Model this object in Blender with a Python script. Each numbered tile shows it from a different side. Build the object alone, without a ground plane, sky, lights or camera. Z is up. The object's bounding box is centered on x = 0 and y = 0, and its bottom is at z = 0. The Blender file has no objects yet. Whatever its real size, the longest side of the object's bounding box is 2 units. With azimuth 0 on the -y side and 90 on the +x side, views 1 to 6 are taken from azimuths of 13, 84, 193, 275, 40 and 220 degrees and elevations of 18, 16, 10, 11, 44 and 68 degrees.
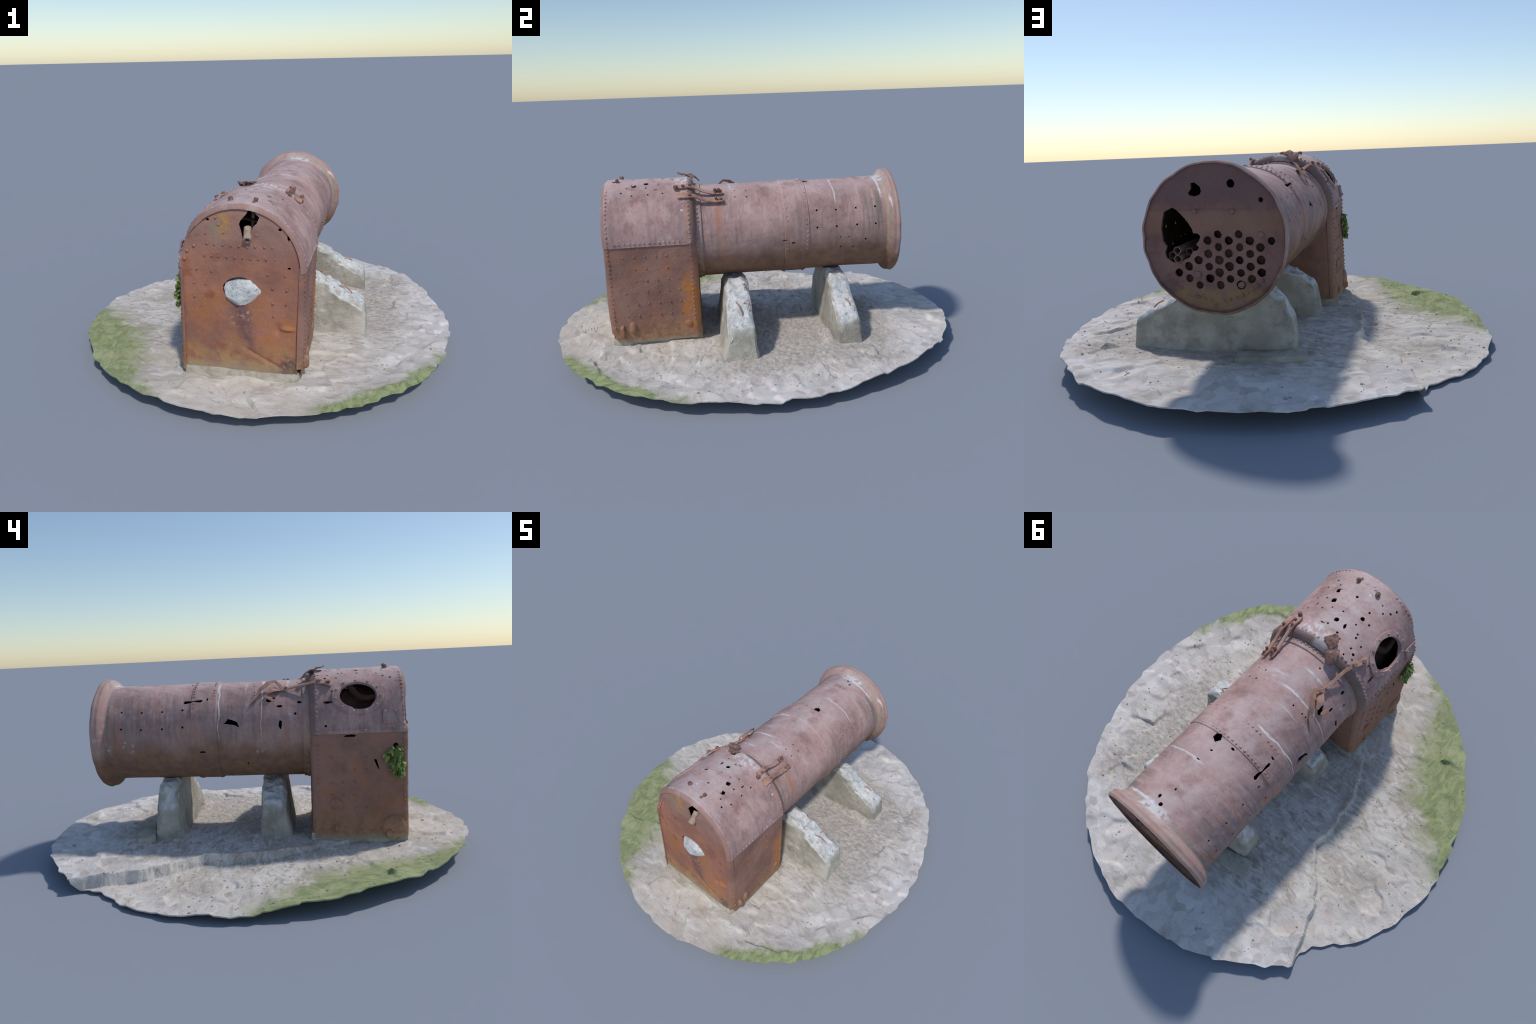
import bpy, bmesh, math, random
import numpy as np
from mathutils import Vector, Matrix

# ------------------------------------------------------------------ helpers
rng = np.random.default_rng(7)
random.seed(7)
COL = bpy.context.scene.collection


def sstep(a, b, x):
    t = np.clip((x - a) / (b - a), 0.0, 1.0)
    return t * t * (3 - 2 * t)


def _hash(ix, iy, iz, seed):
    n = ix.astype(np.int64) * 374761393 + iy.astype(np.int64) * 668265263 + iz.astype(np.int64) * 2147483647 + seed * 974634777
    n = (n ^ (n >> 13)) * 1274126177
    n = n ^ (n >> 16)
    return (n & 0xFFFFF) / float(0xFFFFF) * 2 - 1


def vnoise(P, scale, seed=0):
    """smooth value noise of an (n,3) array, in -1..1"""
    Q = np.asarray(P, float) * scale
    I = np.floor(Q).astype(np.int64)
    F = Q - I
    F = F * F * (3 - 2 * F)
    out = np.zeros(len(Q))
    for dx in (0, 1):
        wx = F[:, 0] if dx else 1 - F[:, 0]
        for dy in (0, 1):
            wy = F[:, 1] if dy else 1 - F[:, 1]
            for dz in (0, 1):
                wz = F[:, 2] if dz else 1 - F[:, 2]
                out += wx * wy * wz * _hash(I[:, 0] + dx, I[:, 1] + dy, I[:, 2] + dz, seed)
    return out


def fbm(P, scale, seed=0, octaves=3):
    o, a = 0, 1.0
    for k in range(octaves):
        o = o + a * vnoise(P, scale * 2 ** k, seed + k * 17)
        a *= 0.5
    return o


def make_mesh(name, verts, faces, mats, mat_index=None, smooth_angle=40):
    me = bpy.data.meshes.new(name)
    me.from_pydata([tuple(map(float, v)) for v in verts], [], [tuple(map(int, f)) for f in faces])
    for m in mats:
        me.materials.append(m)
    if mat_index is not None:
        me.polygons.foreach_set('material_index', np.asarray(mat_index, dtype=np.int32))
    finish_shading(me, smooth_angle)
    return me


def finish_shading(me, angle=40):
    me.polygons.foreach_set('use_smooth', np.ones(len(me.polygons), dtype=bool))
    if angle is not None:
        me.set_sharp_from_angle(angle=math.radians(angle))
    me.update()


def add_object(name, me, parent=None):
    ob = bpy.data.objects.new(name, me)
    COL.objects.link(ob)
    if parent is not None:
        ob.parent = parent
        ob.matrix_parent_inverse = parent_world(parent).inverted()
    return ob


def parent_world(ob):
    m = Matrix.Translation(ob.location)
    if ob.parent is not None:
        m = parent_world(ob.parent) @ ob.matrix_parent_inverse @ ob.matrix_basis
    return m


def recalc(me):
    bm = bmesh.new()
    bm.from_mesh(me)
    bmesh.ops.recalc_face_normals(bm, faces=bm.faces)
    bm.to_mesh(me)
    bm.free()


def shell(name, P, N, thick, mats, closed_u=False, smooth_angle=40):
    """P, N: (nu, nv, 3) outer surface grid and outward normals -> closed shell of given thickness.
    Outer faces take material 0, inner faces material 1."""
    nu, nv = P.shape[:2]
    Q = P - N * thick
    verts = np.concatenate([P.reshape(-1, 3), Q.reshape(-1, 3)])
    off = nu * nv
    faces, mi = [], []
    U = nu if closed_u else nu - 1
    for i in range(U):
        i2 = (i + 1) % nu
        for j in range(nv - 1):
            a, b, c, d = i * nv + j, i2 * nv + j, i2 * nv + j + 1, i * nv + j + 1
            faces.append((a, b, c, d)); mi.append(0)
            faces.append((off + a, off + d, off + c, off + b)); mi.append(1)
    for i in range(U):
        i2 = (i + 1) % nu
        a, b = i * nv, i2 * nv
        faces.append((a, off + a, off + b, b)); mi.append(0)
        a, b = i * nv + nv - 1, i2 * nv + nv - 1
        faces.append((b, off + b, off + a, a)); mi.append(0)
    if not closed_u:
        for j in range(nv - 1):
            a, b = j, j + 1
            faces.append((a, b, off + b, off + a)); mi.append(0)
            a, b = (nu - 1) * nv + j, (nu - 1) * nv + j + 1
            faces.append((b, a, off + a, off + b)); mi.append(0)
    me = make_mesh(name, verts, faces, mats, mi, smooth_angle)
    recalc(me)
    finish_shading(me, smooth_angle)
    return me


def prism(bm, ring, direction, depth_out, depth_in):
    """closed prism: ring of points pushed both ways along direction"""
    d = Vector(direction).normalized()
    top = [bm.verts.new(Vector(p) + d * depth_out) for p in ring]
    bot = [bm.verts.new(Vector(p) - d * depth_in) for p in ring]
    n = len(ring)
    bm.faces.new(top)
    bm.faces.new(bot[::-1])
    for i in range(n):
        j = (i + 1) % n
        bm.faces.new((top[j], top[i], bot[i], bot[j]))


def cut(me, cutter_bm, angle=40):
    """boolean difference, returns the new mesh"""
    bmesh.ops.recalc_face_normals(cutter_bm, faces=cutter_bm.faces)
    cm = bpy.data.meshes.new('cutter')
    cutter_bm.to_mesh(cm)
    cutter_bm.free()
    co = bpy.data.objects.new('cutter', cm)
    ob = bpy.data.objects.new('work', me)
    COL.objects.link(co)
    COL.objects.link(ob)
    md = ob.modifiers.new('cut', 'BOOLEAN')
    md.operation = 'DIFFERENCE'
    md.object = co
    md.solver = 'MANIFOLD'
    dg = bpy.context.evaluated_depsgraph_get()
    new = bpy.data.meshes.new_from_object(ob.evaluated_get(dg))
    if len(new.polygons) < 10:
        md.solver = 'EXACT'
        dg = bpy.context.evaluated_depsgraph_get()
        new = bpy.data.meshes.new_from_object(ob.evaluated_get(dg))
    bpy.data.objects.remove(ob)
    bpy.data.objects.remove(co)
    bpy.data.meshes.remove(cm)
    finish_shading(new, angle)
    new.name = me.name
    return new


def blob_ring(n, ru, rv, jag, r):
    """irregular closed outline in 2D"""
    ph = r.uniform(0, 6.28)
    return [(ru * (1 + r.uniform(-jag, jag)) * math.cos(ph + 2 * math.pi * k / n),
             rv * (1 + r.uniform(-jag, jag)) * math.sin(ph + 2 * math.pi * k / n)) for k in range(n)]


def sweep(path, normals, widths, thick, sub=6, straight=False):
    """rectangular strap along a path (Catmull-Rom smoothed); returns verts, faces"""
    path = [Vector(p) for p in path]
    normals = [Vector(n).normalized() for n in normals]
    P, Nn, W = [], [], []
    n = len(path)
    for i in range(n - 1):
        p0, p1, p2, p3 = path[max(i - 1, 0)], path[i], path[i + 1], path[min(i + 2, n - 1)]
        for k in range(sub):
            t = k / sub
            P.append(p1.lerp(p2, t) if straight else 0.5 * ((2 * p1) + (p2 - p0) * t + (2 * p0 - 5 * p1 + 4 * p2 - p3) * t * t + (3 * p1 - p0 - 3 * p2 + p3) * t ** 3))
            Nn.append(normals[i].lerp(normals[i + 1], t))
            W.append(widths[i] * (1 - t) + widths[i + 1] * t)
    P.append(path[-1]); Nn.append(normals[-1]); W.append(widths[-1])
    verts, faces = [], []
    m = len(P)
    for i in range(m):
        tan = (P[min(i + 1, m - 1)] - P[max(i - 1, 0)]).normalized()
        nn = (Nn[i] - tan * Nn[i].dot(tan)).normalized()
        side = tan.cross(nn)
        j = 1 + 0.12 * math.sin(i * 2.7 + W[0] * 900)
        for a, b in ((-1, -1), (1, -1), (1, 1), (-1, 1)):
            verts.append(P[i] + side * a * W[i] * 0.5 * j + nn * b * thick * 0.5)
    for i in range(m - 1):
        for k in range(4):
            a, b = i * 4 + k, i * 4 + (k + 1) % 4
            faces.append((a, b, b + 4, a + 4))
    faces.append((3, 2, 1, 0))
    e = (m - 1) * 4
    faces.append((e, e + 1, e + 2, e + 3))
    return verts, faces


def tube(path, radius, seg=12, inner=None, sub=5):
    """round rod, or an open pipe with a wall when inner is given"""
    path = [Vector(p) for p in path]
    n = len(path)
    P = []
    for i in range(n - 1):
        p0, p1, p2, p3 = path[max(i - 1, 0)], path[i], path[i + 1], path[min(i + 2, n - 1)]
        for k in range(sub):
            t = k / sub
            P.append(0.5 * ((2 * p1) + (p2 - p0) * t + (2 * p0 - 5 * p1 + 4 * p2 - p3) * t * t + (3 * p1 - p0 - 3 * p2 + p3) * t ** 3))
    P.append(path[-1])
    m = len(P)
    ref = Vector((0.31, 0.2, 0.93))
    verts, faces = [], []
    rads = [radius] if inner is None else [radius, inner]
    for r in rads:
        for i in range(m):
            tan = (P[min(i + 1, m - 1)] - P[max(i - 1, 0)]).normalized()
            s = tan.cross(ref).normalized()
            u = s.cross(tan)
            for k in range(seg):
                a = 2 * math.pi * k / seg
                verts.append(P[i] + (s * math.cos(a) + u * math.sin(a)) * r)
    for i in range(m - 1):
        for k in range(seg):
            a, b = i * seg + k, i * seg + (k + 1) % seg
            faces.append((a, b, b + seg, a + seg))
    if inner is None:
        faces.append(tuple(range(seg))[::-1])
        faces.append(tuple((m - 1) * seg + k for k in range(seg)))
    else:
        o = m * seg
        for i in range(m - 1):
            for k in range(seg):
                a, b = o + i * seg + k, o + i * seg + (k + 1) % seg
                faces.append((a, a + seg, b + seg, b))
        for k in range(seg):
            k2 = (k + 1) % seg
            faces.append((k, o + k, o + k2, k2))
            e = (m - 1) * seg
            faces.append((e + k2, o + e + k2, o + e + k, e + k))
    return verts, faces


# ------------------------------------------------------------------ material toolkit
class Nodes:
    def __init__(self, name):
        self.mat = bpy.data.materials.new(name)
        self.mat.use_nodes = True
        self.t = self.mat.node_tree
        self.t.nodes.clear()
        self.out = self.t.nodes.new('ShaderNodeOutputMaterial')
        self.pos = self.t.nodes.new('ShaderNodeNewGeometry').outputs['Position']
        s = self.t.nodes.new('ShaderNodeSeparateXYZ')
        self.t.links.new(self.pos, s.inputs[0])
        self.x, self.y, self.z = s.outputs

    def put(self, sock, v):
        if isinstance(v, bpy.types.NodeSocket):
            self.t.links.new(v, sock)
        elif isinstance(v, (tuple, list)) and len(v) == 3 and sock.type == 'RGBA':
            sock.default_value = (*v, 1)
        else:
            sock.default_value = v

    def math(self, op, a, b=0.0, c=0.0, clamp=False):
        n = self.t.nodes.new('ShaderNodeMath')
        n.operation = op
        n.use_clamp = clamp
        for s, v in zip(n.inputs, (a, b, c)):
            self.put(s, v)
        return n.outputs[0]

    def add(self, a, b): return self.math('ADD', a, b)
    def sub(self, a, b): return self.math('SUBTRACT', a, b)
    def mul(self, a, b): return self.math('MULTIPLY', a, b)
    def mx(self, a, b): return self.math('MAXIMUM', a, b)

    def ramp01(self, v, a, b):
        """smooth 0..1 as v goes a -> b (a may exceed b)"""
        n = self.t.nodes.new('ShaderNodeMapRange')
        n.interpolation_type = 'SMOOTHSTEP'
        if a > b:
            n.inputs[3].default_value, n.inputs[4].default_value = 1, 0
            a, b = b, a
        self.put(n.inputs[0], v)
        n.inputs[1].default_value, n.inputs[2].default_value = a, b
        return n.outputs[0]

    def band(self, v, a, b, soft):
        return self.mul(self.ramp01(v, a - soft, a + soft), self.ramp01(v, b + soft, b - soft))

    def coords(self, sx=1, sy=1, sz=1, off=0.0):
        n = self.t.nodes.new('ShaderNodeMapping')
        self.t.links.new(self.pos, n.inputs[0])
        n.inputs['Scale'].default_value = (sx, sy, sz)
        n.inputs['Location'].default_value = (off, off * 1.7, off * 0.6)
        return n.outputs[0]

    def noise(self, scale, detail=4, rough=0.55, vec=None, off=0.0, distort=0.0):
        n = self.t.nodes.new('ShaderNodeTexNoise')
        self.t.links.new(vec if vec is not None else self.coords(off=off), n.inputs['Vector'])
        n.inputs['Scale'].default_value = scale
        n.inputs['Detail'].default_value = detail
        n.inputs['Roughness'].default_value = rough
        n.inputs['Distortion'].default_value = distort
        return n.outputs[0]

    def voronoi(self, scale, feature='F1', vec=None, out=0, off=0.0, rand=1.0):
        n = self.t.nodes.new('ShaderNodeTexVoronoi')
        n.feature = feature
        self.t.links.new(vec if vec is not None else self.coords(off=off), n.inputs['Vector'])
        n.inputs['Scale'].default_value = scale
        n.inputs['Randomness'].default_value = rand
        return n.outputs[out]

    def mix(self, f, a, b, mode='MIX'):
        n = self.t.nodes.new('ShaderNodeMix')
        n.data_type = 'RGBA'
        n.blend_type = mode
        self.put(n.inputs[0], f)
        self.put(n.inputs[6], a)
        self.put(n.inputs[7], b)
        return n.outputs[2]

    def finish(self, color, rough=0.85, bump=None, bump_strength=0.3, bump_dist=0.004, spec=0.25, metallic=0.0):
        p = self.t.nodes.new('ShaderNodeBsdfPrincipled')
        self.put(p.inputs['Base Color'], color)
        self.put(p.inputs['Roughness'], rough)
        p.inputs['Specular IOR Level'].default_value = spec
        p.inputs['Metallic'].default_value = metallic
        if bump is not None:
            b = self.t.nodes.new('ShaderNodeBump')
            b.inputs['Strength'].default_value = bump_strength
            b.inputs['Distance'].default_value = bump_dist
            self.put(b.inputs['Height'], bump)
            self.t.links.new(b.outputs[0], p.inputs['Normal'])
        self.t.links.new(p.outputs[0], self.out.inputs[0])
        return self.mat


def srgb(r, g, b):
    f = lambda c: (c / 255 / 12.92) if c <= 10 else ((c / 255 + 0.055) / 1.055) ** 2.4
    return (f(r), f(g), f(b))


# ------------------------------------------------------------------ measures
BX, BDX = 0.0461, 0.0113      # barrel axis: x = BX + BDX*y
BZ, BDZ = 0.5576, 0.0032      #              z = BZ + BDZ*y
BR = 0.229                    # barrel radius
FX, FZ, FR = 0.039, 0.561, 0.265   # firebox arch: centre and radius
FY0, FY1 = -0.705, -0.276     # firebox front and back
SEAM = 0.556
GROUND = 0.078                # plates run down into the ground


def barrel_point(y, a, r=BR):
    a = math.radians(a)
    return Vector((BX + BDX * y + r * math.sin(a), y, BZ + BDZ * y + r * math.cos(a)))


def barrel_normal(a):
    a = math.radians(a)
    return Vector((math.sin(a), 0, math.cos(a)))


def crown_point(y, a, r=FR):
    a = math.radians(a)
    return Vector((FX + r * math.sin(a), y, FZ + r * math.cos(a)))


# ------------------------------------------------------------------ materials
PINK = (0.535, 0.345, 0.318)
PINK_PALE = (0.640, 0.490, 0.465)  # lightened for the sky reflection baked on the barrel top
MAUVE = (0.370, 0.232, 0.214)
BROWN = (0.255, 0.135, 0.090)
ORANGE = (0.430, 0.175, 0.065)
OCHRE = (0.430, 0.265, 0.115)
DARKRUST = (0.150, 0.080, 0.062)
LIME = (0.760, 0.760, 0.760)


def weathered_base(n):
    """pinkish sun-faded oxide with mauve clouds and fine grain"""
    big = n.noise(4.0, 4, 0.6)
    col = n.mix(n.ramp01(big, 0.34, 0.66), MAUVE, PINK)
    med = n.noise(1.0, 5, 0.65, vec=n.coords(14.0, 26.0, 14.0, 3.1))
    col = n.mix(n.mul(n.ramp01(med, 0.46, 0.72), 0.45), col, PINK_PALE)
    mot = n.noise(13.0, 5, 0.7, off=51.0)
    col = n.mix(n.mul(n.ramp01(mot, 0.50, 0.68), 0.55), col, n.mix(1.0, col, (0.58, 0.50, 0.48), 'MULTIPLY'))
    fine = n.noise(1.0, 4, 0.7, vec=n.coords(40.0, 95.0, 40.0, 6.0))
    col = n.mix(n.mul(n.ramp01(fine, 0.50, 0.68), 0.5), col, n.mix(1.0, col, (0.66, 0.61, 0.60), 'MULTIPLY'))
    return col


def grain(n, col, amount=0.5):
    g = n.noise(190.0, 4, 0.7, off=1.3)
    col = n.mix(n.mul(n.ramp01(g, 0.55, 0.75), amount), col, n.mix(1.0, col, (0.55, 0.50, 0.48), 'MULTIPLY'))
    g2 = n.noise(75.0, 3, 0.6, off=5.3)
    col = n.mix(n.mul(n.ramp01(g2, 0.50, 0.75), amount * 0.6), col, n.mix(1.0, col, (1.28, 1.20, 1.16), 'MULTIPLY'))
    return col, g


def material_barrel():
    n = Nodes('weathered_barrel_rust')
    col = weathered_base(n)
    # angle round the barrel, 0 = top, positive to +x, in degrees
    dx = n.sub(n.x, n.add(n.mul(n.y, BDX), BX))
    dz = n.sub(n.z, n.add(n.mul(n.y, BDZ), BZ))
    ang = n.mul(n.math('ARCTAN2', dx, dz), 57.29578)
    aabs = n.math('ABSOLUTE', ang)
    wob = n.mul(n.sub(n.noise(6.0, 3, 0.6, off=7.0), 0.5), 70.0)
    # barrel top lightened for sun and sky sheen, with ragged edges
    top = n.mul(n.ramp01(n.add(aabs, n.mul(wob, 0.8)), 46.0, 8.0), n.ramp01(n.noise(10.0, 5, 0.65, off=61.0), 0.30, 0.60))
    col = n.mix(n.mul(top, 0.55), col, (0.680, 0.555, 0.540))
    # salmon crown patches
    col = n.mix(n.mul(n.ramp01(n.noise(6.0, 4, 0.6, off=11.0), 0.48, 0.70), 0.5), col, (0.500, 0.310, 0.280))
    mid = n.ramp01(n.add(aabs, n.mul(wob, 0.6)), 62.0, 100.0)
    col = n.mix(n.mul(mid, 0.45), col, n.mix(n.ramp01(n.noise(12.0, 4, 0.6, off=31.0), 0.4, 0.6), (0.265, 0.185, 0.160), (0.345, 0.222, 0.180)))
    # run-off stains: streaks that fall round the barrel
    st = n.noise(1.0, 4, 0.6, vec=n.coords(3.0, 42.0, 3.0, 2.0))
    col = n.mix(n.mul(n.mul(n.ramp01(st, 0.50, 0.66), n.band(aabs, 38.0, 105.0, 18.0)), 0.46), col, (0.205, 0.165, 0.145))
    st2 = n.noise(1.0, 4, 0.6, vec=n.coords(2.5, 16.0, 2.5, 9.0))
    col = n.mix(n.mul(n.mul(n.ramp01(st2, 0.54, 0.68), n.band(aabs, 45.0, 150.0, 15.0)), 0.6), col, (0.430, 0.205, 0.130))
    # grey-green smut near the smokebox end
    smut = n.mul(n.band(n.y, 0.53, 0.66, 0.05), n.band(n.add(aabs, n.mul(wob, 0.5)), 40.0, 98.0, 12.0))
    col = n.mix(n.mul(n.mul(smut, n.ramp01(st, 0.36, 0.64)), 0.6), col, (0.175, 0.160, 0.140))
    weep = n.mul(n.mul(n.band(n.y, -0.190, -0.150, 0.014), n.band(ang, 46.0, 78.0, 10.0)), n.ramp01(st2, 0.36, 0.56))
    col = n.mix(n.mul(weep, 0.75), col, (0.470, 0.210, 0.135))
    # darker, browner belly with a ragged upper edge
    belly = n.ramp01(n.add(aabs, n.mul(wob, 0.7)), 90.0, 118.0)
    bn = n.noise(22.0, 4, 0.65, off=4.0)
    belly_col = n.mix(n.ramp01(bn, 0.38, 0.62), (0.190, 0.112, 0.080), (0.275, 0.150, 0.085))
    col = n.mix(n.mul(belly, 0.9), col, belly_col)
    # greyish-yellow lichen in the flange groove and in the collar
    gro = n.mul(n.band(n.y, 0.645, 0.668, 0.012), n.ramp01(aabs, 125.0, 95.0))
    col = n.mix(n.mul(gro, n.mul(n.ramp01(n.noise(24.0, 4, 0.6, off=8.0), 0.38, 0.60), 0.7)), col, (0.370, 0.335, 0.270))
    rimm = n.ramp01(n.y, 0.676, 0.690)
    rim_col = n.mix(n.ramp01(n.noise(18.0, 3, 0.6, off=2.2), 0.4, 0.6), (0.450, 0.270, 0.235), (0.440, 0.315, 0.275))
    col = n.mix(n.mul(rimm, n.ramp01(n.add(aabs, wob), 120.0, 95.0)), col, rim_col)
    coll = n.mul(n.band(n.y, -0.282, -0.246, 0.004), n.ramp01(n.noise(28.0, 3, 0.6, off=6.6), 0.38, 0.62))
    col = n.mix(n.mul(coll, 0.55), col, (0.360, 0.280, 0.190))
    col, g = grain(n, col, 0.55)
    # lichen dots, mostly on the shaded side near the flange and half way along
    v = n.voronoi(26.0, off=2.0)
    v = n.add(v, n.mul(n.sub(n.noise(70.0, 3, 0.6, off=3.0), 0.5), 0.5))
    lich = n.mul(n.ramp01(v, 0.34, 0.18), n.ramp01(n.noise(7.5, 2, 0.5, off=14.0), 0.56, 0.62))
    lich = n.mul(lich, n.band(ang, -125.0, -58.0, 8.0))
    lich = n.mul(lich, n.mx(n.ramp01(n.y, 0.45, 0.60), n.mul(n.ramp01(n.y, 0.25, 0.05), 0.75)))
    col = n.mix(n.mul(lich, 0.65), col, (0.50, 0.50, 0.45))
    # white lime runs: (y, half width, angle from, angle to, strength)
    wy = n.add(n.y, n.mul(n.sub(n.noise(1.0, 3, 0.6, vec=n.coords(9, 3, 9, 1.0)), 0.5), 0.030))
    m = None
    wn_ = n.add(0.25, n.mul(n.noise(28.0, 3, 0.6, off=41.0), 1.5))
    for y0, w, a0, a1, k in [(0.139, 0.0075, -92, -10, 0.95), (-0.061, 0.0060, -90, -1, 0.8), (-0.178, 0.008, -30, -8, 0.7),
                             (0.014, 0.006, -36, -16, 0.35), (0.403, 0.0065, -2, 52, 0.55), (0.634, 0.009, -3, 46, 0.85),
                             (0.667, 0.006, 52, 62, 0.9), (-0.10, 0.010, 4, 16, 0.4)]:
        tap = n.add(0.35, n.mul(n.ramp01(aabs, 95.0, 0.0), 0.75))
        s = n.mul(n.ramp01(n.math('DIVIDE', n.math('ABSOLUTE', n.sub(wy, y0)), n.mul(wn_, tap)), w, w * 0.30), n.band(ang, a0, a1, 7.0))
        s = n.mul(s, k)
        m = s if m is None else n.mx(m, s)
    m = n.mul(m, n.ramp01(n.noise(30.0, 4, 0.65, off=23.0), 0.28, 0.50))
    # broad lime wash on top beside the flange
    blot = n.mul(n.mul(n.band(n.y, 0.625, 0.662, 0.014), n.band(ang, -14, 22, 8)), n.ramp01(n.noise(40.0, 3, 0.6), 0.40, 0.55))
    m = n.mx(m, n.mul(blot, 0.75))
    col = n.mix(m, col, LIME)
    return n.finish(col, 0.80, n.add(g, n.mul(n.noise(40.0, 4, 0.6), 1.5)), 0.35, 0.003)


def material_crown():
    n = Nodes('weathered_crown_rust')
    col = weathered_base(n)
    dx = n.sub(n.x, FX)
    dz = n.sub(n.z, FZ)
    ang = n.mul(n.math('ARCTAN2', dx, dz), 57.29578)
    aabs = n.math('ABSOLUTE', ang)
    st = n.noise(1.0, 4, 0.6, vec=n.coords(2.0, 34.0, 2.5, 4.0))
    col = n.mix(n.mul(n.mul(n.ramp01(st, 0.50, 0.70), n.ramp01(aabs, 30.0, 60.0)), 0.45), col, (0.250, 0.195, 0.185))
    wobc = n.mul(n.sub(n.noise(7.0, 4, 0.6, off=17.0), 0.5), 60.0)
    top_lit_tint = n.mul(n.ramp01(n.add(aabs, wobc), 48.0, 10.0), n.ramp01(n.noise(10.0, 5, 0.65, off=63.0), 0.30, 0.60))  # arch top brightened in colour where the sun strikes it
    col = n.mix(n.mul(top_lit_tint, 0.50), col, (0.680, 0.555, 0.540))
    # warm rust beside the straps and along the back edge
    ed = n.mul(n.ramp01(n.y, -0.345, -0.305), n.mul(n.ramp01(ang, 35.0, 50.0), n.ramp01(n.noise(20.0, 3, 0.6, off=3.0), 0.42, 0.58)))
    col = n.mix(n.mul(ed, 0.6), col, (0.440, 0.230, 0.130))
    # lime wash on top by the back edge, and pale dust around the openings
    roll = n.ramp01(n.add(n.y, n.mul(n.sub(n.noise(24.0, 3, 0.6, off=44.0), 0.5), 0.010)), -0.3025, -0.2960)  # rolled back edge painted dark for the shadow at the barrel joint
    col = n.mix(n.mul(roll, 0.8), col, (0.215, 0.135, 0.112))
    lw = n.mul(n.mul(n.band(n.y, -0.365, -0.304, 0.018), n.band(ang, -4.0, 26.0, 9.0)), n.ramp01(n.noise(26.0, 4, 0.6, off=9.0), 0.42, 0.58))
    fe = n.ramp01(n.add(n.y, n.mul(n.sub(n.noise(30.0, 3, 0.6, off=2.0), 0.5), 0.006)), -0.6895, -0.6950)
    col = n.mix(n.mul(fe, 0.8), col, (0.340, 0.195, 0.155))
    col, g = grain(n, col, 0.5)
    col = n.mix(n.mul(lw, 0.85), col, LIME)
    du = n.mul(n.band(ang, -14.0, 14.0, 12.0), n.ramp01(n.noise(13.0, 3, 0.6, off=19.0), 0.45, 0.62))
    col = n.mix(n.mul(du, 0.6), col, (0.64, 0.55, 0.52))
    dots = n.mul(n.ramp01(n.voronoi(24.0, off=5.0), 0.16, 0.10), n.ramp01(n.noise(9.0, 2, 0.5, off=1.0), 0.58, 0.64))
    col = n.mix(n.mul(dots, 0.8), col, LIME)
    return n.finish(col, 0.80, n.add(g, n.mul(n.noise(40.0, 4, 0.6), 1.5)), 0.32, 0.003)


def material_side():
    n = Nodes('side_plate_rust')
    col = n.mix(n.ramp01(n.noise(6.0, 4, 0.6), 0.38, 0.64), (0.270, 0.145, 0.113), (0.370, 0.202, 0.155))
    col = n.mix(n.mul(n.ramp01(n.noise(14.0, 4, 0.6, off=3.0), 0.50, 0.68), 0.65), col, (0.410, 0.180, 0.105))
    # strong orange weeping along the back edge of the sunny side
    wob = n.mul(n.sub(n.noise(12.0, 3, 0.6, off=2.0), 0.5), 0.06)
    bk = n.mul(n.ramp01(n.add(n.y, wob), -0.385, -0.340), n.band(n.z, 0.13, 0.40, 0.06))
    bk = n.mul(bk, n.ramp01(n.x, 0.0, 0.1))
    col = n.mix(n.mul(bk, n.ramp01(n.noise(30.0, 4, 0.65, off=8.0), 0.34, 0.58)), col, (0.520, 0.200, 0.055))
    # foot: caked ochre and brown scale
    wz = n.add(n.z, n.mul(n.sub(n.noise(9.0, 4, 0.6, off=6.0), 0.5), 0.22))
    col = n.mix(n.mul(n.ramp01(wz, 0.24, 0.11), 0.75), col, n.mix(n.ramp01(n.noise(26.0, 4, 0.6, off=1.0), 0.42, 0.60), (0.310, 0.165, 0.095), (0.420, 0.245, 0.130)))
    # far side: browner with orange clouds low down
    far = n.mul(n.ramp01(n.x, 0.0, -0.1), n.ramp01(n.add(n.z, n.mul(wob, 2.0)), 0.42, 0.22))
    col = n.mix(n.mul(far, n.mul(n.ramp01(n.noise(11.0, 4, 0.65, off=15.0), 0.44, 0.64), 0.7)), col, (0.330, 0.160, 0.090))
    col, g = grain(n, col, 0.55)
    mud = n.mul(n.ramp01(n.add(n.z, n.mul(n.sub(n.noise(30.0, 3, 0.6), 0.5), 0.04)), 0.105, 0.080), 0.7)
    col = n.mix(mud, col, (0.36, 0.31, 0.23))
    return n.finish(col, 0.85, n.add(g, n.mul(n.noise(45.0, 5, 0.65), 2.0)), 0.45, 0.004)


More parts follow.
